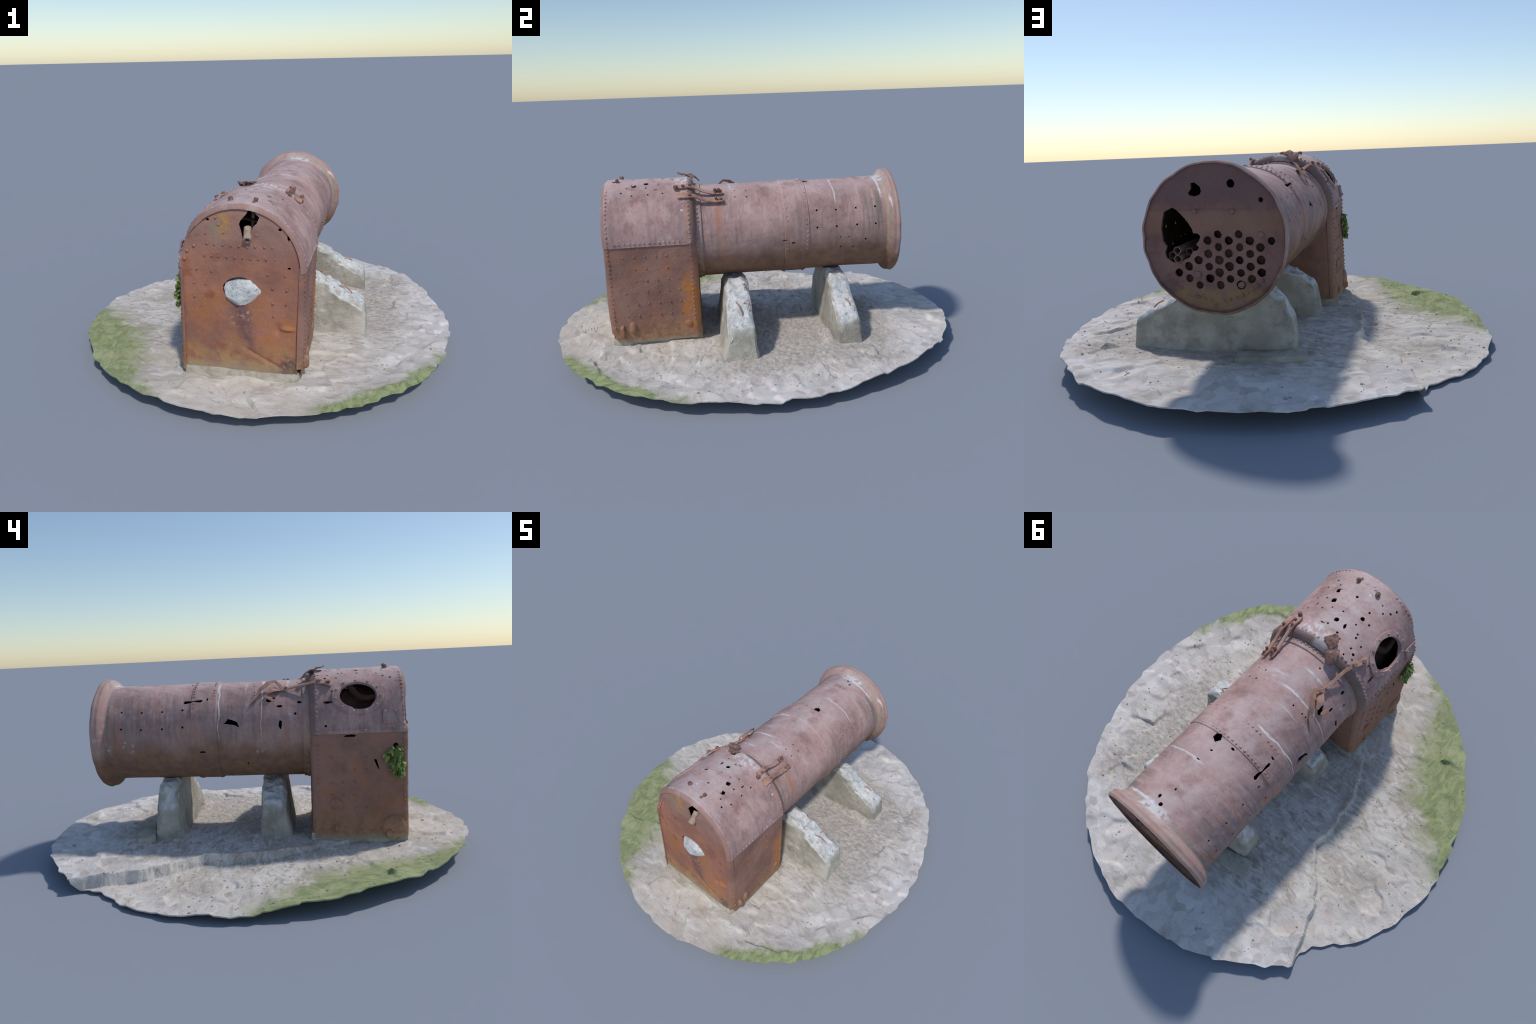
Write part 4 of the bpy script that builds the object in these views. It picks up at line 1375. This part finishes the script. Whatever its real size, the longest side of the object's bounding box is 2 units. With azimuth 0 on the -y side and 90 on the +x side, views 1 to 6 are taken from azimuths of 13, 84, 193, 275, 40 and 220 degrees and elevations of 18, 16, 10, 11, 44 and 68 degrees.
# rivets low on the rim of the sheet
ms = []
for k in range(60):
    b = 2 * math.pi * k / 60
    x, z = cx + 0.222 * math.sin(b), cz + 0.222 * math.cos(b)
    if z < 0.44 and rr.random() < 0.85:
        ms.append(rivet_matrix((x, sheet_y(x, z) + 0.001, z), (0, 1, 0), 1.1, 0.7))
rivet_row(ms, M_SHEET, sheet)
for x, z in [(.116, .653), (-.021, .651)]:
    nut((x, sheet_y(x, z), z), (0.1, 1, 0.1), .009, .012, sheet, 5, 'bolt', M_SHEET)
for x, z in [(.121, .432), (-.113, .570), (-.037, .396)]:
    nut((x, sheet_y(x, z), z), (0.0, 1, 0.2), .012, .007, sheet, 9, 'tube_plug', M_SHEET)

# choked boiler tubes behind the holes
for x, z in tube_pts:
    y1 = sheet_y(x, z) - rr.choice((0.010, 0.014, 0.020, 0.030))
    v, f = tube([(x, y1, z), (x, y1 - 0.04, z)], 0.0168, 14, None, 1)
    add_object('boiler_tube', make_mesh('boiler_tube', v, f, [M_SOOT], None, 35), boiler)
for (x, z, y1) in [(.195, .515, .690), (.165, .505, .650), (.190, .487, .700), (.222, .495, .670)]:
    v, f = tube([(x, y1, z), (x - .01, y1 - 0.25, z + .004), (x - .02, y1 - 0.5, z + .010)], 0.0145, 14, 0.0115, 2)
    add_object('boiler_tube', make_mesh('boiler_tube', v, f, [M_SHEET], None, 35), boiler)

# ---- sooty inner firebox just under the crown
ai = np.radians(np.linspace(88, -88, 60))
yi = np.linspace(FY0 + 0.03, FY1 - 0.03, 20)
Ai, Yi = np.meshgrid(ai, yi, indexing='ij')
Ni = np.stack([np.sin(Ai), 0 * Ai, np.cos(Ai)], -1)
Ri = FR - 0.055 + 0.006 * fbm(np.stack([np.sin(Ai) * 3, Yi * 8, np.cos(Ai) * 3], -1).reshape(-1, 3), 1.5, 12, 3).reshape(Ai.shape)
Pi = np.stack([FX + Ri * np.sin(Ai), Yi, FZ + Ri * np.cos(Ai)], -1)
add_object('inner_firebox', shell('inner_firebox', Pi, Ni, 0.006, [M_SOOT, M_SOOT]), boiler)

# ---- white stone stuffed in the fire door -------------------------------------------


def rock_mesh(name, c, r, amp, seed, mat, sub=5, flat=30):
    bm2 = bmesh.new()
    bmesh.ops.create_icosphere(bm2, subdivisions=sub, radius=1.0)
    P_ = np.array([v.co[:] for v in bm2.verts])
    d = 1 + amp * fbm(P_, 1.6, seed, 4)
    # chip planes
    rs = np.random.default_rng(seed)
    for _ in range(14):
        nn = rs.normal(size=3); nn /= np.linalg.norm(nn)
        t = rs.uniform(0.78, 0.98)
        h = (P_ * d[:, None]) @ nn
        k = h > t
        d[k] *= t / h[k]
    P_ = P_ * d[:, None] * np.array(r) + np.array(c)
    for v, p in zip(bm2.verts, P_):
        v.co = p
    me = bpy.data.meshes.new(name)
    bm2.to_mesh(me); bm2.free()
    me.materials.append(mat)
    finish_shading(me, flat)
    return me


add_object('stone', rock_mesh('stone', (0.046, -0.690, 0.463), (0.090, 0.042, 0.066), 0.20, 4, M_WHITE), boiler)

# ================================================================== PLANT
plant = bpy.data.objects.new('wall_plant', None)
COL.objects.link(plant)
plant.location = (-0.245, -0.648, 0.49)
plant['label'] = 'small tuft of green leaves growing from a rust hole'
plant['category'] = 'plant'


def leaf_mesh(i):
    n_ = 6
    verts, faces = [], []
    r_ = random.Random(i)
    for k in range(n_ + 1):
        t = k / n_
        w = 0.5 * math.sin(math.pi * min(1, t * 0.93 + 0.05)) ** 0.8 * (1 + 0.35 * ((k % 2) - 0.5))
        zz = -0.55 * t * t + 0.1 * math.sin(3 * t + i)
        verts += [(-w * 0.8, t, zz + 0.12 * w), (0, t, zz), (w * 0.8, t, zz + 0.12 * w)]
    for k in range(n_):
        a = k * 3
        faces += [(a, a + 1, a + 4, a + 3), (a + 1, a + 2, a + 5, a + 4)]
    return make_mesh('leaf', verts, faces, [M_LEAF], None, None)


LEAVES = [leaf_mesh(i) for i in range(4)]
rl = random.Random(3)
for i in range(120):
    t = rl.random()
    z = 0.490 - 0.125 * t
    w = 0.012 + 0.030 * math.sin(math.pi * min(1, t * 0.9 + 0.1))
    base = Vector((-0.230 - rl.uniform(0.0, 0.5 + 0.5 * math.sin(math.pi * t)) * 0.022, -0.650 + rl.uniform(-w, w) * 0.95 + 0.010 * math.sin(t * 5), z))
    d = Vector((-0.6 - rl.random() * 0.5, rl.uniform(-0.9, 0.9), rl.uniform(-1.0, 0.45))).normalized()
    ob = bpy.data.objects.new('leaf', LEAVES[i % 4])
    COL.objects.link(ob)
    ob.parent = plant
    ob.matrix_parent_inverse = parent_world(plant).inverted()
    q = d.to_track_quat('Y', 'Z')
    s = rl.uniform(0.013, 0.024)
    ob.matrix_basis = Matrix.Translation(base) @ q.to_matrix().to_4x4() @ Matrix.Rotation(rl.uniform(-0.8, 0.8), 4, 'Y') @ Matrix.Diagonal((s, s, s, 1))
v, f = tube([(-.226, -.650, .492), (-.246, -.652, .485), (-.252, -.655, .44), (-.250, -.650, .385)], 0.0035, 8)
add_object('stem', make_mesh('stem', v, f, [M_LEAF]), plant)


# ================================================================== STONE SUPPORTS
def block(name, x_prof, yf, seed, label):
    """rough stone block. x_prof: list of (x, top z) along its length; yf(z) -> (y_near, y_far)"""
    nx_, ny_, nz_ = 84, 26, 44
    bm2 = bmesh.new()
    xs = [p[0] for p in x_prof]; zs = [p[1] for p in x_prof]
    x0, x1 = xs[0], xs[-1]
    idx = {}

    def vert(i, j, k):
        key = (i, j, k)
        if key not in idx:
            u, w, h = i / nx_, j / ny_, k / nz_
            # round the box edges in parameter space
            x = x0 + (x1 - x0) * u
            ztop = float(np.interp(x, xs, zs))
            ya, yb = yf(h)
            yc = (ya + yb) / 2
            ee = abs(2 * w - 1)
            z = 0.02 + (ztop - 0.02) * h
            z -= (0.034 if w < 0.5 else 0.018) * max(0, ee - 0.60) ** 2 / 0.16 * (h ** 7)
            endt = max(0, abs(2 * u - 1) - 0.93) / 0.07
            y = yc + (yb - ya) / 2 * (2 * w - 1) * (1 - 0.10 * endt ** 2)
            farend = max(0, 0.16 - u) / 0.16
            y = yc + (y - yc) * (1 - 0.16 * farend ** 1.5 * h ** 1.5)
            # flare of the foot
            ft = 0.010 * (1 - h) ** 3
            y += ft * (2 * w - 1)
            x += 0.012 * (1 - h) ** 2 * (2 * u - 1) * endt
            idx[key] = bm2.verts.new((x, y, z))
        return idx[key]

    for a_n, b_n, mk in [(nx_, ny_, lambda a, b: (a, b, nz_)), (nx_, ny_, lambda a, b: (a, b, 0)),
                         (nx_, nz_, lambda a, b: (a, 0, b)), (nx_, nz_, lambda a, b: (a, ny_, b)),
                         (ny_, nz_, lambda a, b: (0, a, b)), (ny_, nz_, lambda a, b: (nx_, a, b))]:
        for a in range(a_n):
            for b in range(b_n):
                try:
                    bm2.faces.new([vert(*mk(a, b)), vert(*mk(a + 1, b)), vert(*mk(a + 1, b + 1)), vert(*mk(a, b + 1))])
                except ValueError:
                    pass
    bmesh.ops.recalc_face_normals(bm2, faces=bm2.faces)
    bm2.normal_update()
    Pn = np.array([v.co[:] for v in bm2.verts])
    Nn = np.array([v.normal[:] for v in bm2.verts])
    up = np.clip(Nn[:, 2], 0, 1) * (Pn[:, 2] > 0.14)
    ridge = 1 - 2 * np.abs(vnoise(Pn, 22, seed + 9))
    amp = 0.0022 + 0.0090 * up
    d = amp * (fbm(Pn, 16, seed, 4) + 0.6 * ridge - 0.4) + 0.0032 * fbm(Pn, 6, seed + 3, 2)
    d -= 0.014 * up * np.clip(vnoise(Pn, 34, seed + 21) - 0.35, 0, 1) / 0.65
    Pn = Pn + Nn * d[:, None]
    # cradle: stay under the barrel
    ax = Pn[:, 0] - (BX + BDX * Pn[:, 1]); az = Pn[:, 2] - (BZ + BDZ * Pn[:, 1])
    rad_ = np.hypot(ax, az)
    inside = rad_ < BR + 0.003
    k = np.sqrt(np.maximum((BR + 0.003) ** 2 - ax ** 2, 1e-6))
    Pn[inside, 2] = np.minimum(Pn[inside, 2], BZ + BDZ * Pn[inside, 1] - k[inside])
    for v, p in zip(bm2.verts, Pn):
        v.co = p
    me = bpy.data.meshes.new(name)
    bm2.to_mesh(me); bm2.free()
    me.materials.append(M_STONE)
    finish_shading(me, 38)
    ob = add_object(name, me)
    ob['label'] = label
    ob['category'] = 'stone block'
    return ob


sup1 = block('stone_support', [(-.186, .085), (-.176, .190), (-.158, .245), (-.115, .275), (-.017, .305), (.10, .330), (.20, .345), (.300, .334), (.345, .318), (.395, .280), (.440, .252), (.49, .230), (.520, .208), (.531, .165)],
             lambda h: (-.190 + .034 * h, -.026 - .012 * h), 51, 'rough pale stone block with sloping broken top')
sup2 = block('stone_support', [(-.172, .085), (-.158, .200), (-.128, .275), (-.080, .318), (.02, .340), (.235, .340), (.285, .320), (.33, .284), (.385, .254), (.435, .225), (.47, .207), (.490, .188), (.501, .145)],
             lambda h: (.343 + .016 * h, .480 - .020 * h), 77, 'weathered pale stone block with chipped sloping top')


def rod(path, r, parent, name='iron_rod'):
    v_, f_ = tube(path, r, 8)
    add_object(name, make_mesh(name, v_, f_, [M_STRAP], None, 40), parent)


rod([(.395, -.110, .280), (.420, -.100, .276), (.445, -.092, .256), (.460, -.088, .240)], .0032, sup1)
rod([(.405, -.075, .276), (.418, -.055, .296), (.430, -.050, .288), (.438, -.062, .258)], .0022, sup1)
rod([(.295, -.060, .334), (.305, -.066, .338), (.325, -.060, .330)], .0036, sup1)
rod([(.385, .412, .260), (.405, .424, .252), (.425, .428, .234)], .0032, sup2)

# ================================================================== GROUND
# rim: (azimuth from +x, radius, height)
RIM = [(-180, .939, .033), (-165, .925, .060), (-150, .939, .078), (-135, .950, .073), (-120, .969, .078), (-105, .989, .078), (-90, 1.000, .075), (-75, 1.003, .076),
       (-60, 1.006, .077), (-45, 1.005, .084), (-30, .985, .082), (-15, .953, .068), (0, .944, .058), (15, .940, .058), (30, .947, .076), (45, .980, .088),
       (60, .998, .077), (75, 1.012, .076), (90, 1.000, .069), (105, .986, .064), (118, .972, .066), (128, .962, .060), (133.0, .962, .056), (135.4, .903, .016),
       (139.5, .884, .012), (145.5, .898, .012), (152, .917, .014), (160, .936, .020), (180, .939, .033)]
RA, RRr, RZ = (np.array(c) for c in zip(*RIM))
# slab heights inside, and the lower dirt west of the crack
UP = [(-.24, -.69, .068), (.28, -.69, .064), (.306, -.293, .056), (-.24, -.29, .068), (-.25, -.5, .067), (.31, -.5, .064), (.03, -.72, .068), (.53, -.177, .050), (.53, -.03, .052), (-.2, -.05, .080), (-.2, -.19, .076),
      (.5, .344, .082), (.5, .477, .078), (-.17, .48, .074), (-.17, .336, .072), (.2, .15, .063), (0, .15, .066), (.72, .1, .066), (.7, .5, .090), (.1, .75, .086),
      (-.4, .65, .066), (.6, -.5, .047), (0, -.85, .048), (-.3, -.85, .046), (.3, -.85, .050), (.75, -.35, .052), (-.4, .3, .050), (-.30, .1, .056), (-.3, -.1, .066), (-.3, .5, .064), (.35, -.10, .055), (.42, -.55, .050)]
LOW = [(-.62, .48, .012), (-.55, .33, .012), (-.46, .20, .014), (-.47, .05, .026), (-.46, -.12, .044), (-.36, -.30, .056), (-.32, -.45, .050), (-.65, .15, .022), (-.65, -.15, .040), (-.6, -.4, .050),
       (-.8, .3, .016), (-.45, -.65, .044), (-.75, .4, .010)]
CRACK = [(-.72, .78), (-.657, .700), (-.598, .513), (-.560, .420), (-.500, .330), (-.440, .262), (-.392, .194), (-.402, .101), (-.396, -.02), (-.385, -.122), (-.305, -.299), (-.27, -.36)]


def idw(pts, x, y, rim_sel):
    num = np.zeros_like(x); den = np.zeros_like(x)
    allp = list(pts) + rim_sel
    for px, py, pz in allp:
        w = 1 / ((x - px) ** 2 + (y - py) ** 2 + 0.014) ** 1.8
        num += w * pz; den += w
    return num / den


def polar(a, r, z):
    return (r * math.cos(math.radians(a)), r * math.sin(math.radians(a)), z)


rim_up = [polar(a, r, z) for a, r, z in RIM if -125 <= a <= 133]
rim_low = [polar(a, r, z) for a, r, z in RIM if a >= 136 or a <= -105]

nth, nrg = 720, 180
th = np.linspace(-180, 180, nth, endpoint=False)
# jagged rim: torn polygon edge
kn = np.sort(np.concatenate([np.arange(-180, 180, 2.5) + rng.uniform(-1.2, 1.2, 144), [133.0, 135.4]]))
jr = rng.uniform(-0.010, 0.008, len(kn)); jz = rng.uniform(-0.003, 0.003, len(kn))
jr[np.argmin(abs(kn - 133.0))] = 0.0; jr[np.argmin(abs(kn - 135.4))] = 0.0; jz[abs(kn - 134) < 8] = 0
Rth = np.interp(th, RA, RRr) + np.interp(th, kn, jr, period=360)
rho = np.concatenate([[0.0], np.linspace(0, 1, nrg) ** 0.8])[1:]
TH, RHO = np.meshgrid(np.radians(th), rho, indexing='ij')
Xg = (RHO * Rth[:, None]) * np.cos(TH)
Yg = (RHO * Rth[:, None]) * np.sin(TH)
x, y = Xg.ravel(), Yg.ravel()
zu = idw(UP, x, y, rim_up)
zl = idw(LOW, x, y, rim_low)
# signed distance to the crack: positive on the low (-x) side
best = np.full(len(x), 1e9); sgn = np.zeros(len(x))
wob = 0.007 * fbm(np.stack([x, y, 0 * x], -1), 14, 3, 3)
for (ax_, ay_), (bx_, by_) in zip(CRACK[:-1], CRACK[1:]):
    dxs, dys = bx_ - ax_, by_ - ay_
    t = np.clip(((x - ax_) * dxs + (y - ay_) * dys) / (dxs * dxs + dys * dys), 0, 1)
    ex, ey = x - ax_ - t * dxs, y - ay_ - t * dys
    dd = np.hypot(ex, ey)
    s = np.sign(dxs * ey - dys * ex)
    m = dd < best
    best[m] = dd[m]; sgn[m] = s[m]
sd = -best * sgn + wob * sstep(0.0, 0.1, best * 0 + (0.75 - y))
low = sstep(-0.007, 0.004, sd)
# south of the crack the two levels run together
low = np.where(y < -0.30, sstep(-0.06, 0.06, sd), low)
z = zu * (1 - low) + zl * low
# thin undercut lip along the crack
z += 0.006 * np.exp(-((sd + 0.012) / 0.012) ** 2) * sstep(-0.35, -0.1, y)
P2 = np.stack([x, y, 0 * x], -1)
rfull = np.hypot(x, y)
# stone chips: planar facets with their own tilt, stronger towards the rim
nc = 330
cr = np.sqrt(rng.uniform(0.02, 1.05, nc)); ca = rng.uniform(0, 2 * np.pi, nc)
cxs, cys = cr * np.cos(ca), cr * np.sin(ca)
tx, ty = rng.normal(0, 0.08, nc), rng.normal(0, 0.08, nc)
oz = rng.normal(0, 0.0028, nc)
facet = np.empty(len(x))
wx = x + 0.012 * vnoise(P2, 20, 5); wy = y + 0.012 * vnoise(P2, 20, 6)
for i0 in range(0, len(x), 20000):
    dd = (wx[i0:i0 + 20000, None] - cxs) ** 2 + (wy[i0:i0 + 20000, None] - cys) ** 2
    ww = np.exp(-(dd - dd.min(1)[:, None]) * 1600.0)
    ww /= ww.sum(1)[:, None]
    lin = oz + tx * (x[i0:i0 + 20000, None] - cxs) + ty * (y[i0:i0 + 20000, None] - cys)
    facet[i0:i0 + 20000] = (ww * lin).sum(1)
fw = (0.12 + 0.88 * sstep(0.55, 0.80, rfull)) * (1 - 0.6 * sstep(0.90, 1.0, RHO.ravel())) * (1 - 0.85 * np.exp(-(best / 0.05) ** 2))
z += facet * fw
# gravel and trodden lumps
z += 0.0026 * fbm(P2, 16, 61, 4) * (1 - 0.5 * sstep(0.6, 0.9, rfull)) + 0.0018 * fbm(P2, 55, 71, 2) * (1 - sstep(0.5, 0.8, rfull))
# dirt banked up against the near foot of the second support
z += 0.035 * np.exp(-(((x - 0.40) / 0.10) ** 2 + ((y - 0.325) / 0.030) ** 2))
# concrete strip between firebox and first support, with a broken front edge
strip = sstep(0.20, 0.30, x) * (1 - sstep(0.53, 0.56, x)) * sstep(-0.445, -0.425, y + wob - 0.12 * (x - 0.3)) * (1 - sstep(-0.20, -0.17, y))
z += 0.010 * strip
z += np.repeat(np.interp(th, kn, jz, period=360), nrg) * sstep(0.9, 1.0, RHO.ravel())
zmin = z.min()
z = np.maximum(z, 0.005)
top = np.stack([x, y, z], -1).reshape(nth, nrg, 3)
verts = [(0, 0, float(z.reshape(nth, nrg)[:, 1].mean()))]
tv = top[:, 1:, :].reshape(-1, 3)
m_ = nrg - 1
verts = np.concatenate([np.array(verts), tv])
bot = verts.copy(); bot[:, 2] -= 0.005
off = len(verts)
faces = []
for i in range(nth):
    i2 = (i + 1) % nth
    faces.append((0, 1 + i * m_, 1 + i2 * m_))
    faces.append((off, off + 1 + i2 * m_, off + 1 + i * m_))
    for j in range(m_ - 1):
        a, b = 1 + i * m_ + j, 1 + i2 * m_ + j
        faces.append((a, a + 1, b + 1, b))
        faces.append((off + a, off + b, off + b + 1, off + a + 1))
    a, b = 1 + i * m_ + m_ - 1, 1 + i2 * m_ + m_ - 1
    faces.append((a, off + a, off + b, b))
me = make_mesh('ground_patch', np.concatenate([verts, bot]), faces, [M_GROUND], None, 45)
ground = add_object('ground_patch', me)
ground['label'] = 'round patch of pale stony earth with grass edges'
ground['category'] = 'ground'


def ground_z(px, py):
    i = int(round((math.degrees(math.atan2(py, px)) + 180) / 360 * nth)) % nth
    rr_ = math.hypot(px, py) / Rth[i]
    j = int(np.argmin(abs(rho - rr_)))
    return float(top[i, j, 2])


# flat stone kerb lying under the smokebox end
def slab(name, c, size, rot, seed, parent, mat):
    bm2 = bmesh.new()
    bmesh.ops.create_cube(bm2, size=1.0)
    bmesh.ops.subdivide_edges(bm2, edges=bm2.edges, cuts=9, use_grid_fill=True)
    Pn = np.array([v.co[:] for v in bm2.verts])
    Pn = np.sign(Pn) * np.minimum(np.abs(Pn), 0.5) * np.array(size)
    d = fbm(Pn + seed, 12, seed, 3)
    Pn += 0.006 * d[:, None] * np.sign(Pn) * (np.abs(Pn) > np.array(size) * 0.49)
    cs, sn = math.cos(rot), math.sin(rot)
    Pn = np.stack([Pn[:, 0] * cs - Pn[:, 1] * sn, Pn[:, 0] * sn + Pn[:, 1] * cs, Pn[:, 2]], -1) + np.array(c)
    for v_, p in zip(bm2.verts, Pn):
        v_.co = p
    me_ = bpy.data.meshes.new(name)
    bm2.to_mesh(me_); bm2.free()
    me_.materials.append(mat)
    finish_shading(me_, 35)
    return add_object(name, me_, parent)


slab('kerb_stone', (-.090, .530, .066), (.270, .080, .050), 0.20, 3, ground, M_STONE)

# loose stones and crumbs
rs = np.random.default_rng(19)
pv, pf = [], []
base = bmesh.new()
bmesh.ops.create_icosphere(base, subdivisions=1, radius=1.0)
bv = np.array([v.co[:] for v in base.verts]); bf = [tuple(v.index for v in f.verts) for f in base.faces]
base.free()
for _ in range(520):
    a, r = rs.uniform(0, 2 * np.pi), math.sqrt(rs.uniform(0.02, 0.86))
    px, py = r * math.cos(a), r * math.sin(a)
    if -0.26 < px < 0.31 and -0.70 < py < -0.28:
        continue
    s = rs.uniform(0.002, 0.0055) * (1.5 if rs.random() < 0.08 else 1)
    o = len(pv)
    j = bv * (1 + rs.uniform(-0.25, 0.25, (len(bv), 1))) * np.array([1, rs.uniform(.6, 1.1), rs.uniform(.35, .7)]) * s
    cs, sn = math.cos(a * 7), math.sin(a * 7)
    gz_ = ground_z(px, py)
    for q in j:
        pv.append((px + q[0] * cs - q[1] * sn, py + q[0] * sn + q[1] * cs, gz_ + q[2] + s * 0.15))
    pf += [tuple(o + i for i in f) for f in bf]
ob = add_object('gravel', make_mesh('gravel', pv, pf, [M_STONE], None, 25), ground)
ob['kind'] = 'stuff'
# low stone plinth under the firebox
pl = slab('plinth', (0.028, -0.490, 0.068), (0.500, 0.430, 0.058), 0.0, 8, ground, M_PLINTH)
